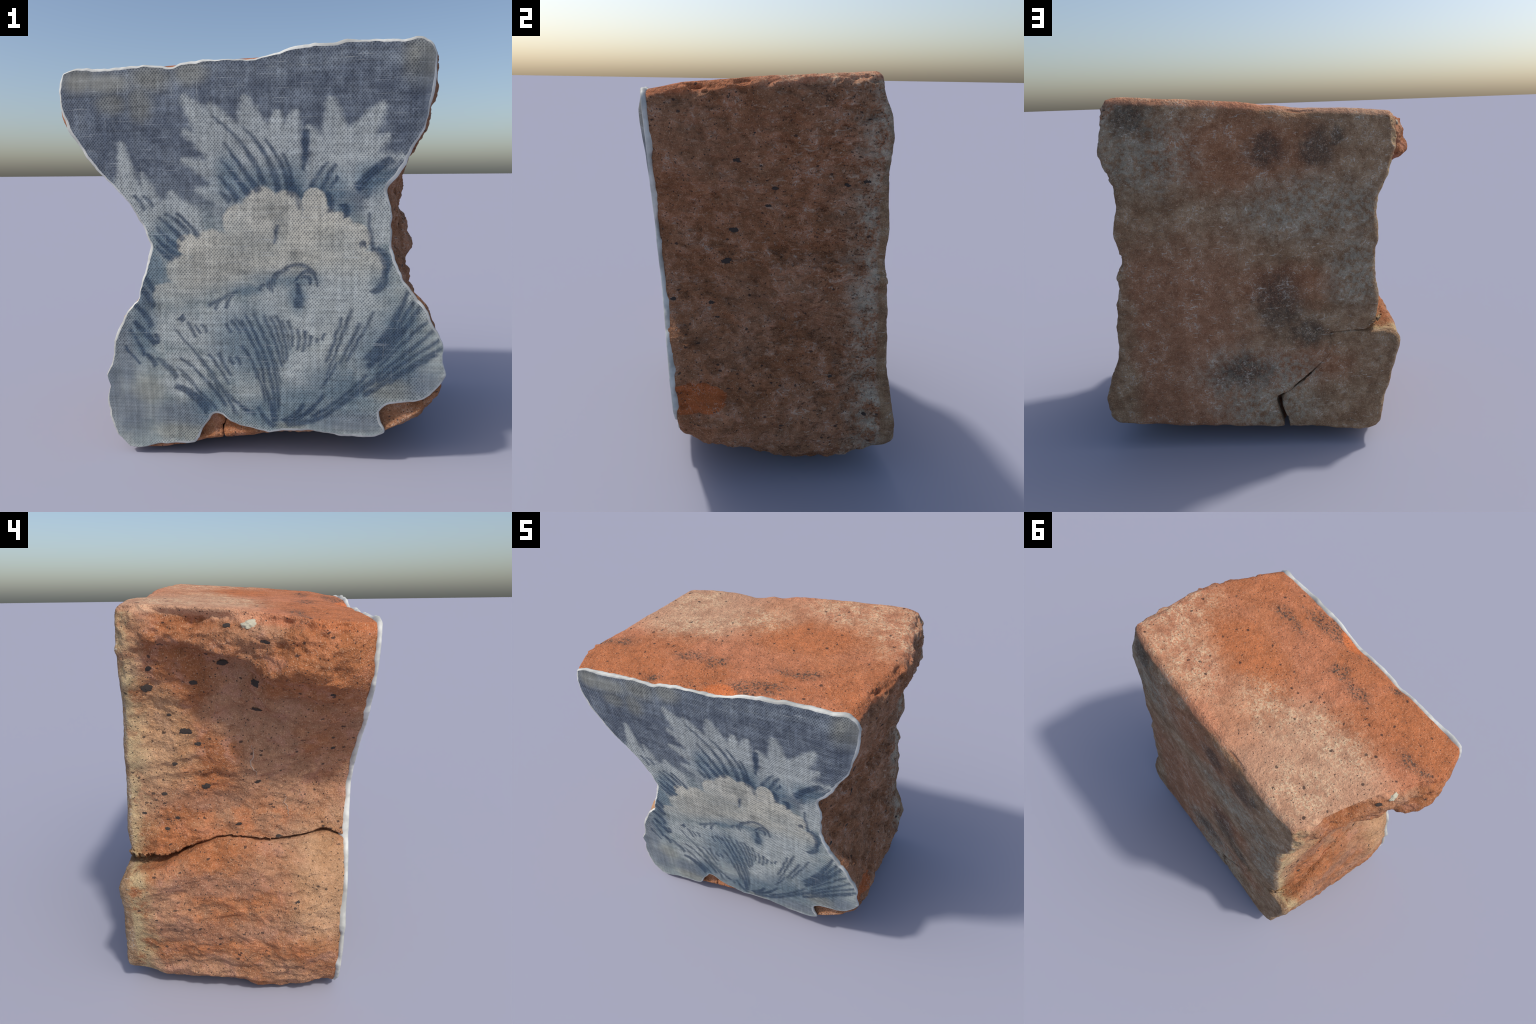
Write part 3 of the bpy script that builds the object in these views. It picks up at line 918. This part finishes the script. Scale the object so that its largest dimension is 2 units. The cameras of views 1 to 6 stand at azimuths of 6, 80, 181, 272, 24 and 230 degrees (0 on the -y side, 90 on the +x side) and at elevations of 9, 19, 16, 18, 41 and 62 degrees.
CREST_HAIRS = [
    ((-0.176, 1.623), (0.035, 1.341), 0.025, 0.0058, 0.0154),
    ((-0.049, 1.575), (0.100, 1.312), 0.025, 0.0058, 0.0173),
    ((0.045, 1.525), (0.151, 1.298), 0.018, 0.0058, 0.0173),
    ((0.123, 1.463), (0.163, 1.284), 0.010, 0.0058, 0.0154),
    ((-0.131, 1.510), (0.012, 1.306), 0.001, 0.0058, 0.0173),
    ((-0.150, 1.441), (-0.029, 1.292), 0.003, 0.0058, 0.0173),
    ((-0.163, 1.371), (-0.079, 1.267), 0.003, 0.0058, 0.0173),
    ((-0.159, 1.302), (-0.111, 1.262), 0.003, 0.0077, 0.0154),
    ((0.161, 1.326), (0.190, 1.227), 0.004, 0.0192, 0.0077),
    ((0.311, 1.426), (0.242, 1.323), -0.006, 0.0077, 0.0115),
    ((0.347, 1.420), (0.287, 1.312), -0.002, 0.0096, 0.0115),
    ((0.357, 1.367), (0.323, 1.318), -0.001, 0.0096, 0.0077),
    ((0.303, 1.304), (0.322, 1.212), 0.017, 0.0154, 0.0115),
    ((0.381, 1.248), (0.399, 1.191), 0.008, 0.0231, 0.0154),
    ((0.223, 1.560), (0.210, 1.396), -0.001, 0.0173, 0.0096),
    ((0.584, 1.437), (0.442, 1.318), -0.012, 0.0192, 0.0231)]
LEFT_HAIRS = [
    ((-0.411, 1.205), (-0.309, 1.116), 0.011, 0.0077, 0.0135),
    ((-0.358, 1.209), (-0.263, 1.103), 0.005, 0.0077, 0.0135),
    ((-0.438, 1.186), (-0.333, 1.086), 0.003, 0.0077, 0.0154),
    ((-0.455, 1.145), (-0.357, 1.049), -0.004, 0.0077, 0.0173),
    ((-0.467, 1.105), (-0.359, 1.011), -0.006, 0.0077, 0.0173),
    ((-0.460, 1.055), (-0.383, 0.994), -0.005, 0.0077, 0.0173),
    ((-0.549, 1.289), (-0.506, 1.224), 0.001, 0.0077, 0.0096),
    ((-0.509, 1.286), (-0.469, 1.236), 0.006, 0.0077, 0.0096),
    ((-0.527, 0.915), (-0.484, 0.843), 0.003, 0.0115, 0.0135),
    ((-0.546, 0.860), (-0.491, 0.766), 0.006, 0.0135, 0.0173),
    ((-0.580, 0.772), (-0.506, 0.669), 0.012, 0.0115, 0.0173),
    ((-0.586, 0.691), (-0.485, 0.585), -0.002, 0.0135, 0.0192),
    ((-0.608, 0.649), (-0.542, 0.527), 0.002, 0.0096, 0.0115),
    ((-0.486, 0.629), (-0.476, 0.580), 0.008, 0.0115, 0.0115),
    ((-0.531, 0.528), (-0.492, 0.471), 0.003, 0.0115, 0.0154),
    ((-0.486, 0.508), (-0.394, 0.411), 0.012, 0.0115, 0.0173),
    ((-0.396, 0.370), (-0.243, 0.251), 0.013, 0.0154, 0.0308),
    ((-0.638, 0.565), (-0.566, 0.481), -0.003, 0.0077, 0.0077)]
CURLS = [
    ((0.140, 0.954), (0.072, 0.844), -0.035, 0.0115, 0.0077),
    ((0.123, 0.942), (0.084, 0.871), -0.017, 0.0077, 0.0058),
    ((0.034, 0.883), (0.015, 0.852), -0.003, 0.0077, 0.0058),
    ((0.111, 0.935), (0.059, 0.856), -0.021, 0.0096, 0.0077),
    ((0.123, 0.954), (0.266, 0.934), 0.030, 0.0077, 0.0115),
    ((0.177, 0.906), (0.275, 0.879), 0.055, 0.0154, 0.0096),
    ((0.206, 0.918), (0.243, 0.882), 0.021, 0.0135, 0.0077),
    ((0.187, 0.888), (0.188, 0.773), 0.004, 0.0096, 0.0231),
    ((-0.096, 0.847), (-0.228, 0.779), 0.001, 0.0058, 0.0115),
    ((-0.138, 0.825), (-0.198, 0.755), -0.011, 0.0058, 0.0096),
    ((-0.111, 0.832), (-0.146, 0.762), -0.007, 0.0077, 0.0096),
    ((0.022, 0.877), (0.009, 0.852), -0.000, 0.0096, 0.0077),
    ((0.060, 0.899), (0.048, 0.865), -0.003, 0.0096, 0.0077),
    ((0.497, 1.205), (0.521, 1.046), -0.009, 0.0077, 0.0115),
    ((0.525, 1.053), (0.564, 0.920), 0.032, 0.0231, 0.0192),
    ((0.571, 0.942), (0.520, 0.852), 0.020, 0.0192, 0.0154),
    ((-0.364, 0.719), (-0.346, 0.700), 0.000, 0.0231, 0.0154),
    ((0.456, 1.068), (0.487, 1.068), 0.007, 0.0135, 0.0135),
    ((0.097, 1.155), (0.082, 1.074), -0.001, 0.0096, 0.0077)]
LEFT_FAN = [
    ((-0.383, 0.644), (-0.112, 0.245), 0.018, 0.0058, 0.0096),
    ((-0.364, 0.513), (-0.159, 0.281), 0.010, 0.0077, 0.0115),
    ((-0.288, 0.516), (-0.192, 0.348), 0.014, 0.0058, 0.0077),
    ((-0.230, 0.534), (-0.140, 0.388), 0.003, 0.0077, 0.0058),
    ((-0.186, 0.541), (-0.130, 0.432), -0.004, 0.0096, 0.0058),
    ((-0.327, 0.699), (-0.293, 0.617), -0.001, 0.0077, 0.0077),
    ((-0.297, 0.676), (-0.267, 0.638), 0.000, 0.0077, 0.0077),
    ((-0.266, 0.680), (-0.239, 0.642), 0.006, 0.0077, 0.0077),
    ((-0.148, 0.692), (-0.124, 0.645), 0.001, 0.0077, 0.0077),
    ((-0.123, 0.704), (-0.081, 0.646), 0.003, 0.0096, 0.0077),
    ((-0.392, 0.467), (-0.300, 0.369), 0.006, 0.0058, 0.0058),
    ((-0.102, 0.527), (-0.079, 0.483), -0.001, 0.0096, 0.0077),
    ((-0.134, 0.524), (-0.113, 0.486), -0.001, 0.0077, 0.0077),
    ((-0.073, 0.582), (-0.005, 0.423), 0.011, 0.0096, 0.0058),
    ((-0.157, 0.350), (-0.017, 0.235), -0.012, 0.0077, 0.0096),
    ((-0.234, 0.431), (-0.049, 0.243), -0.009, 0.0058, 0.0077),
    ((-0.362, 0.426), (-0.207, 0.262), 0.000, 0.0058, 0.0077)]
MIDDLE_FAN = [
    ((-0.098, 0.713), (0.035, 0.357), 0.031, 0.0077, 0.0077),
    ((-0.053, 0.723), (0.080, 0.253), 0.033, 0.0077, 0.0115),
    ((-0.013, 0.730), (0.096, 0.274), 0.030, 0.0077, 0.0096),
    ((0.029, 0.728), (0.113, 0.492), 0.009, 0.0096, 0.0077),
    ((0.088, 0.729), (0.137, 0.525), 0.012, 0.0096, 0.0077),
    ((0.140, 0.709), (0.164, 0.587), 0.007, 0.0096, 0.0077),
    ((0.185, 0.667), (0.188, 0.572), 0.008, 0.0096, 0.0077),
    ((0.224, 0.665), (0.213, 0.563), 0.004, 0.0096, 0.0077),
    ((0.248, 0.640), (0.238, 0.589), 0.002, 0.0096, 0.0077),
    ((0.278, 0.628), (0.269, 0.609), 0.001, 0.0096, 0.0077),
    ((0.313, 0.654), (0.296, 0.622), -0.000, 0.0077, 0.0077),
    ((-0.074, 0.705), (0.018, 0.522), -0.000, 0.0077, 0.0058),
    ((0.039, 0.357), (0.080, 0.204), 0.005, 0.0115, 0.0173),
    ((-0.001, 0.270), (0.077, 0.178), -0.009, 0.0096, 0.0154),
    ((-0.033, 0.682), (0.063, 0.374), 0.014, 0.0058, 0.0058),
    ((0.008, 0.683), (0.103, 0.409), 0.014, 0.0058, 0.0058),
    ((0.062, 0.724), (0.125, 0.509), 0.009, 0.0077, 0.0058),
    ((0.113, 0.709), (0.152, 0.566), 0.007, 0.0077, 0.0058),
    ((-0.051, 0.553), (0.034, 0.306), 0.013, 0.0058, 0.0077)]
RIGHT_FAN = [
    ((0.386, 0.724), (0.321, 0.519), 0.003, 0.0096, 0.0077),
    ((0.429, 0.761), (0.323, 0.448), 0.001, 0.0096, 0.0058),
    ((0.466, 0.703), (0.382, 0.511), 0.003, 0.0115, 0.0077),
    ((0.526, 0.753), (0.414, 0.524), 0.001, 0.0077, 0.0077),
    ((0.367, 0.514), (0.299, 0.384), 0.005, 0.0077, 0.0077),
    ((0.673, 0.853), (0.516, 0.532), 0.013, 0.0096, 0.0269),
    ((0.723, 0.777), (0.517, 0.500), 0.015, 0.0115, 0.0154),
    ((0.792, 0.679), (0.548, 0.451), 0.005, 0.0077, 0.0135),
    ((0.833, 0.642), (0.564, 0.427), -0.006, 0.0077, 0.0135),
    ((0.831, 0.595), (0.506, 0.360), 0.001, 0.0115, 0.0135),
    ((0.814, 0.563), (0.610, 0.419), -0.004, 0.0115, 0.0096),
    ((0.563, 0.451), (0.326, 0.247), -0.000, 0.0173, 0.0135),
    ((0.306, 0.344), (0.140, 0.203), 0.021, 0.0096, 0.0154),
    ((0.217, 0.295), (0.124, 0.203), 0.010, 0.0135, 0.0173),
    ((0.341, 0.256), (0.140, 0.196), 0.017, 0.0115, 0.0173),
    ((0.657, 0.691), (0.545, 0.532), 0.010, 0.0231, 0.0231),
    ((0.698, 0.807), (0.545, 0.540), 0.005, 0.0096, 0.0135),
    ((0.758, 0.715), (0.562, 0.500), -0.003, 0.0077, 0.0096),
    ((0.503, 0.451), (0.264, 0.236), 0.013, 0.0096, 0.0115),
    ((0.410, 0.713), (0.344, 0.505), -0.001, 0.0077, 0.0058)]


def cloth_material(patch, groups):
    g = Print("printed_linen")
    g.start(patch, groups)
    P = g.plane
    flat = g.xyz(g.v("MULTIPLY", g.obj, (1, 0, 1)))
    px, pz = flat[0], flat[2]
    n_big = g.noise(3.0, 3, .5)
    n_mid = g.noise(13, 4, .6)
    n_rag = g.noise(38, 4, .65)
    # uneven yarn: bands along the weft and the warp
    yarn = g.m("ADD", g.noise(1.0, 3, .6, g.scaled((3.5, 0, 55))), g.noise(1.0, 3, .6, g.scaled((55, 0, 3.5))))

    strokes, discs = g.strokes, g.discs

    # dark ground above, dropping away below the shoulders of the flower
    slope = g.m("ADD", g.m("ABSOLUTE", px), g.m("MULTIPLY", n_mid, .25))
    ground = g.step(g.m("SUBTRACT", pz, g.m("MULTIPLY", slope, .12)), 1.06, 1.30)
    field = g.mix(g.step(n_mid, .38, .62), COL["field"], COL["field_light"])
    dark = g.mix(g.step(g.m("MULTIPLY_ADD", n_rag, .4, n_mid), .52, .88), COL["ground"], COL["ground_light"])
    col = g.mix(ground, field, dark)
    col = g.mix(g.m("MULTIPLY", discs(SLATE, 1.2), .75), col, COL["slate"])

    pale = g.m("MAXIMUM", strokes(PETALS, .045), discs(PETAL_BODIES, .5))
    pale = g.step(g.m("MULTIPLY_ADD", g.m("SUBTRACT", n_rag, .5), .9, pale), .12, .95)
    pale = g.m("MULTIPLY", pale, g.m("MULTIPLY_ADD", n_mid, .6, .52))
    col = g.mix(g.m("MULTIPLY", pale, .95), col, COL["petal"])
    col = g.mix(g.m("MULTIPLY", discs(PALE_LOBES, .8), .65), col, COL["petal"])
    col = g.mix(g.m("MULTIPLY", discs(BLUE_WASH, 1.3), .72), col, COL["wash"])
    col = g.mix(g.m("MULTIPLY", discs(OCHRE_STAIN, 1.2), .5), col, COL["stain"])
    # the blossom's underside melts into the field
    hem = g.m("MULTIPLY_ADD", g.step(px, -.42, .12), .13, .80)
    cloud = g.m("MULTIPLY", discs(CLOUD, .22), g.step(g.m("SUBTRACT", pz, hem), -.06, .08))
    cream = g.mix(g.step(n_big, .4, .6), COL["cloud"], COL["cloud_grey"])
    dusk = g.m("MULTIPLY", discs(CLOUD_SHADE, 1.3), g.m("MULTIPLY_ADD", n_rag, 1.2, -.1, clamp=True))
    cream = g.mix(dusk, cream, srgb(142, 142, 132))
    col = g.mix(g.m("MULTIPLY", cloud, .95), col, cream)

    # brushwork in blue, broken up where the weave did not take the ink
    ink = strokes(CREST_HAIRS + LEFT_HAIRS + CURLS + LEFT_FAN + MIDDLE_FAN + RIGHT_FAN)
    ink = g.m("MULTIPLY", ink, g.m("MULTIPLY_ADD", n_mid, 1.0, .35, clamp=True))
    col = g.mix(g.m("MULTIPLY", ink, .84), col, COL["ink"])

    # plain weave: staggered dark pores, warp and weft of uneven thickness
    bend = g.new("ShaderNodeTexNoise")
    g.put(bend.inputs["Vector"], g.obj)
    bend.inputs["Scale"].default_value = 5.0
    bend.inputs["Detail"].default_value = 3.0
    sway = g.xyz(g.v("MULTIPLY", g.v("SUBTRACT", bend.outputs["Color"], (.5, .5, .5)),
                     (.034, 0, .034)))
    wx = g.m("ADD", px, sway[0])
    wz = g.m("ADD", g.m("ADD", pz, sway[2]), g.m("MULTIPLY", px, .04))
    cx = g.m("COSINE", g.m("MULTIPLY", wx, 2 * math.pi / .0137))
    cz = g.m("COSINE", g.m("MULTIPLY", wz, 2 * math.pi / .0164))
    cc = g.m("MULTIPLY", cx, cz)
    n_thread = g.noise(55, 3, .6)
    pores = g.step(g.m("ADD", cc, g.m("MULTIPLY", g.m("SUBTRACT", n_thread, .5), 2.6)), -.05, .7)
    slub_x = g.noise(1.0, 3, .6, g.scaled((6, 0, 150)))
    slub_z = g.noise(1.0, 3, .6, g.scaled((150, 0, 6)))
    slub = g.m("MAXIMUM", g.step(slub_x, .58, .72), g.step(slub_z, .60, .74))
    # weave is worn smooth in the lower left and along the rim
    worn = discs([((-.60, .26), (.18, .26)), ((-.74, 1.78), (.16, .05)), ((.74, 1.75), (.05, .25)),
                  ((.82, .55), (.07, .22)), ((.45, .17), (.3, .05))], .9)
    keep = g.m("SUBTRACT", 1.0, g.m("MULTIPLY", worn, .7))
    col = g.mix(g.m("MULTIPLY", g.m("MULTIPLY", pores, keep), .85), col,
                g.mix(1.0, col, (.36, .38, .42, 1), 'MULTIPLY'))
    col = g.mix(g.m("MULTIPLY", slub, .42), col, COL["thread"])
    col = g.v("MULTIPLY", col, shade_vec(g, g.m("MULTIPLY_ADD", yarn, .95, .06)))
    h = g.m("SUBTRACT", g.m("MULTIPLY", slub, .4), g.m("MULTIPLY", pores, keep))
    return g.finish(col, .70, h, .0016, .6, spec=.3)


COL = dict(field=srgb(145, 154, 151), field_light=srgb(172, 177, 170), ground=srgb(88, 96, 107),
           ground_light=srgb(120, 128, 136), slate=srgb(108, 116, 124), petal=srgb(186, 190, 184),
           wash=srgb(92, 115, 128), stain=srgb(144, 141, 124), cloud=srgb(202, 197, 180),
           cloud_grey=srgb(184, 184, 172), ink=srgb(42, 64, 88), thread=srgb(186, 190, 188))



# --------------------------------------------------------------------- assembling
def plain_material(name, colour, scale, contrast, rough, bump=.002):
    g = Nodes(name)
    n = g.noise(scale, 4, .6)
    dark = tuple(c * contrast for c in colour[:3]) + (1,)
    col = g.mix(g.step(n, .35, .62), dark, colour)
    return g.finish(col, rough, n, bump, .6)


def build():
    thing = bpy.data.objects.new("brick_fragment", None)
    bpy.context.collection.objects.link(thing)
    thing["label"] = "broken brick piece faced with blue and white floral cloth print"
    thing["category"] = "brick fragment"

    clay = brick_material()
    skin = build_block()
    pieces = [("brick_body", *remeshed(skin, corner_prism(True), 'DIFFERENCE', 0.0065)),
              ("broken_corner", *remeshed(skin, corner_prism(False), 'INTERSECT', 0.0065))]
    all_v, all_n = [], []
    for name, V, F in pieces:
        V = relief(V, F)
        me = bpy.data.meshes.new(name)
        me.vertices.add(len(V))
        me.vertices.foreach_set("co", V.ravel())
        me.loops.add(F.size)
        me.loops.foreach_set("vertex_index", F.ravel())
        me.polygons.add(len(F))
        me.polygons.foreach_set("loop_start", np.arange(0, F.size, 4))
        me.update(calc_edges=True)
        me.polygons.foreach_set("use_smooth", np.ones(len(F), bool))
        me.materials.append(clay)
        me.validate()
        ob = bpy.data.objects.new(name, me)
        bpy.context.collection.objects.link(ob)
        ob.parent = thing
        all_v.append(V)
        all_n.append(vertex_normals(V, F))
    V, N = np.vstack(all_v), np.vstack(all_n)
    build_facing(thing)
    build_inclusions(thing, V, N)


def build_facing(thing):
    """Cloth-printed facing with a pale rounded rim wrapped a little way round the edge."""
    loop = []
    for i, name in enumerate(STRETCHES):
        nxt = STRETCHES[(i + 1) % len(STRETCHES)]
        loop.append(resample(list(CLOTH[name]) + [CLOTH[nxt][0]], int(SAMPLES[name] * 1.3)))
    loop = smooth_loop(np.vstack(loop), 3)
    n = len(loop)
    P3 = np.stack([loop[:, 0], loop[:, 0] * 0, loop[:, 1]], 1)
    nrm = inward_normals(loop, 3)
    loop = loop + nrm * (noise_at(P3, 14, 3, 1.0) * 0.006)[:, None]
    nrm = inward_normals(loop, 10)
    # the rim's roll, from the back edge to where the cloth begins: inset, depth behind front
    wide = np.clip(1.1 + 1.2 * noise_at(P3, 4, 3, 21.0), .35, 2.2)
    roll = [(.022, .032), (.010, .027), (.002, .020), (-.002, .012), (-.001, .005), (.002, .001),
            (.008, -.001)]
    ragged = np.clip(noise_at(P3, 6, 3, 14.4), -.2, 1)
    rings = []
    for inset, deep in roll:
        o = loop + nrm * (np.where((inset > 0.004) & (deep < .004), inset * wide, inset))[:, None]
        y = front_y(o[:, 0], o[:, 1]) + deep + edge_fall(o[:, 1])
        if deep > .008:
            y += deep * .9 * ragged
        y += np.where(deep > .008, 0.006 * noise_at(P3, 9, 2, 4.4), 0)
        rings.append(np.stack([o[:, 0], y, o[:, 1]], 1))
    rv = np.vstack(rings)
    faces = [[r * n + i, r * n + (i + 1) % n, (r + 1) * n + (i + 1) % n, (r + 1) * n + i]
             for r in range(len(roll) - 1) for i in range(n)]
    glaze = plain_material("pale_glaze", srgb(212, 212, 204), 7, .62, .55, .004)
    new_mesh("pale_rim", rv, faces, glaze, thing)

    inner = rings[-1][:, [0, 2]]
    p, f = fill_outline(inner, 0.016)
    y = front_y(p[:, 0], p[:, 1])
    q = np.stack([p[:, 0], y, p[:, 1]], 1)
    edge = np.full(len(p), 1.0)
    for c in inner[::3]:
        edge = np.minimum(edge, np.hypot(p[:, 0] - c[0], p[:, 1] - c[1]))
    wave = noise_at(q, 3.5, 2, 31.0) * 0.006 + noise_at(q, 12, 2, 33.0) * 0.0015
    q[:, 1] += wave * smoothstep(0, .08, edge) + edge_fall(q[:, 2]) * (1 - smoothstep(0, .10, edge))
    q[:n, 1] = rings[-1][:, 1]
    f = [t[::-1] for t in f]
    # the print is laid patch by patch, each patch with the marks that reach into it
    groups = stroke_mark(), disc_mark()
    cols, rows = 3, 5
    xs, zs = np.linspace(-.96, .96, cols + 1), np.linspace(-.02, 1.98, rows + 1)
    mats = [cloth_material((xs[i], xs[i + 1], zs[j], zs[j + 1]), groups)
            for j in range(rows) for i in range(cols)]
    cloth = new_mesh("printed_cloth", q, f, mats[0], thing)
    for m in mats[1:]:
        cloth.data.materials.append(m)
    mid = np.array([q[t].mean(0) for t in f])
    ci = np.clip(np.searchsorted(xs, mid[:, 0]) - 1, 0, cols - 1)
    cj = np.clip(np.searchsorted(zs, mid[:, 2]) - 1, 0, rows - 1)
    cloth.data.polygons.foreach_set("material_index", (cj * cols + ci).astype(np.int32))
    cloth.data.update()


def build_inclusions(thing, V, N):
    """Stones, clinker and rootlets that sit in the surface."""
    tree = KDTree(len(V))
    for i, v in enumerate(V):
        tree.insert(v, i)
    tree.balance()

    def lump(name, at, size, mat, flat, seed, sink):
        co, i, _ = tree.find(Vector(at))
        nv = Vector(N[i])
        ob = bpy.data.objects.new(name, lump_mesh(mat, seed % 6))
        bpy.context.collection.objects.link(ob)
        ob.parent = thing
        ob.rotation_mode = 'QUATERNION'
        ob.rotation_quaternion = nv.to_track_quat('Z', 'Y')
        ob.location = Vector(V[i]) - nv * size * sink
        ob.scale = (size * 1.4, size * .8, size * flat)

    cache = {}
    def lump_mesh(mat, kind):
        if (mat.name, kind) in cache:
            return cache[(mat.name, kind)]
        me = bpy.data.meshes.new(mat.name)
        pts, faces = [], []
        rows, cols = 14, 28
        for r in range(rows + 1):
            th = math.pi * r / rows
            for c in range(cols):
                ph = 2 * math.pi * c / cols
                d = Vector((math.sin(th) * math.cos(ph), math.sin(th) * math.sin(ph), math.cos(th)))
                k = 1 + .45 * noise.noise(d * 2.0 + Vector((kind * 7, 0, 0))) + .22 * noise.noise(d * 5 + Vector((0, kind * 5, 0)))
                pts.append(d * k)
        for r in range(rows):
            for c in range(cols):
                e = (c + 1) % cols
                faces.append([r * cols + c, (r + 1) * cols + c, (r + 1) * cols + e, r * cols + e])
        me.from_pydata([tuple(q) for q in pts], [], faces)
        me.materials.append(mat)
        me.polygons.foreach_set("use_smooth", [True] * len(faces))
        me.update()
        cache[(mat.name, kind)] = me
        return me

    white = plain_material("white_stone", srgb(206, 200, 176), 60, .7, .8)
    black = plain_material("dark_clinker", srgb(72, 63, 58), 80, .6, .9)
    lump("white_pebble", (-.81, -.074, 1.803), .023, white, .55, 1, .05)
    pale = plain_material("dry_root", srgb(178, 150, 130), 40, .8, .8)
    for path, radius in ROOTLETS:
        p = resample(path, 26)
        p[:, 1] += noise_at(p, 40, 2, 2.2) * .004
        pts = []
        for c in p:
            co, i, _ = tree.find(Vector(c))
            pts.append(co + Vector(N[i]) * radius * .6)
        ring, faces = 8, []
        vs = []
        for k, c in enumerate(pts):
            t = (pts[min(k + 1, len(pts) - 1)] - pts[max(k - 1, 0)]).normalized()
            a = t.orthogonal().normalized()
            b2 = t.cross(a)
            r = radius * (.35 + .65 * math.sin(math.pi * (k + .5) / len(pts)))
            vs += [c + (a * math.cos(q) + b2 * math.sin(q)) * r
                   for q in np.linspace(0, 2 * math.pi, ring, endpoint=False)]
        faces = [[k * ring + j, k * ring + (j + 1) % ring, (k + 1) * ring + (j + 1) % ring, (k + 1) * ring + j]
                 for k in range(len(pts) - 1) for j in range(ring)]
        faces += [list(range(ring))[::-1], list(range((len(pts) - 1) * ring, len(pts) * ring))]
        new_mesh("rootlet", vs, faces, pale, thing)
    for k, (at, size) in enumerate(DARK_SPOTS):
        lump("dark_inclusion", at, size * .75, black, .14, k, .02)


# dark clinker grains, left flank then right flank: (place, size)
DARK_SPOTS = [((-.76, -.10, 1.583), .030), ((-.70, -.10, 1.465), .024), ((-.78, .03, 1.634), .022),
              ((-.72, .17, 1.565), .017), ((-.66, .22, 1.346), .024), ((-.65, .165, 1.296), .014),
              ((-.69, .37, 1.537), .024), ((-.71, .35, 1.62), .018), ((-.68, .30, 1.424), .010),
              ((-.64, .33, 1.044), .013), ((-.64, .43, .958), .010), ((-.64, .276, .933), .013),
              ((-.65, .33, .877), .012), ((-.65, -.01, .891), .013), ((-.64, -.206, .836), .013),
              ((-.82, .01, 1.808), .017), ((-.86, -.144, 1.754), .020), ((-.74, -.29, .547), .014),
              ((-.63, .126, 1.079), .022), ((-.60, -.10, 1.095), .015), ((-.85, -.405, 1.543), .010),
              ((-.62, -.455, 1.236), .013), ((-.65, .274, 1.196), .013),
              ((.75, -.186, 1.628), .019), ((.80, -.11, 1.758), .012), ((.70, -.426, 1.58), .011),
              ((.75, -.018, 1.503), .014), ((.73, -.047, 1.415), .014), ((.70, -.194, 1.289), .020),
              ((.70, -.226, 1.148), .022), ((.70, -.318, .935), .014), ((.66, -.496, .954), .013),
              ((.90, .435, .373), .012), ((.78, .403, 1.53), .016), ((.77, .318, 1.514), .013),
              ((.88, .261, .589), .010), ((.70, -.28, .863), .010), ((.82, -.198, .472), .009)]

ROOTLETS = [([(-.63, -.073, 1.285), (-.62, -.079, 1.225), (-.62, -.066, 1.19), (-.62, -.093, 1.154),
              (-.62, -.101, 1.12)], .0034),
            ([(-.62, -.232, 1.03), (-.62, -.252, .969), (-.62, -.263, .911)], .0022)]

build()
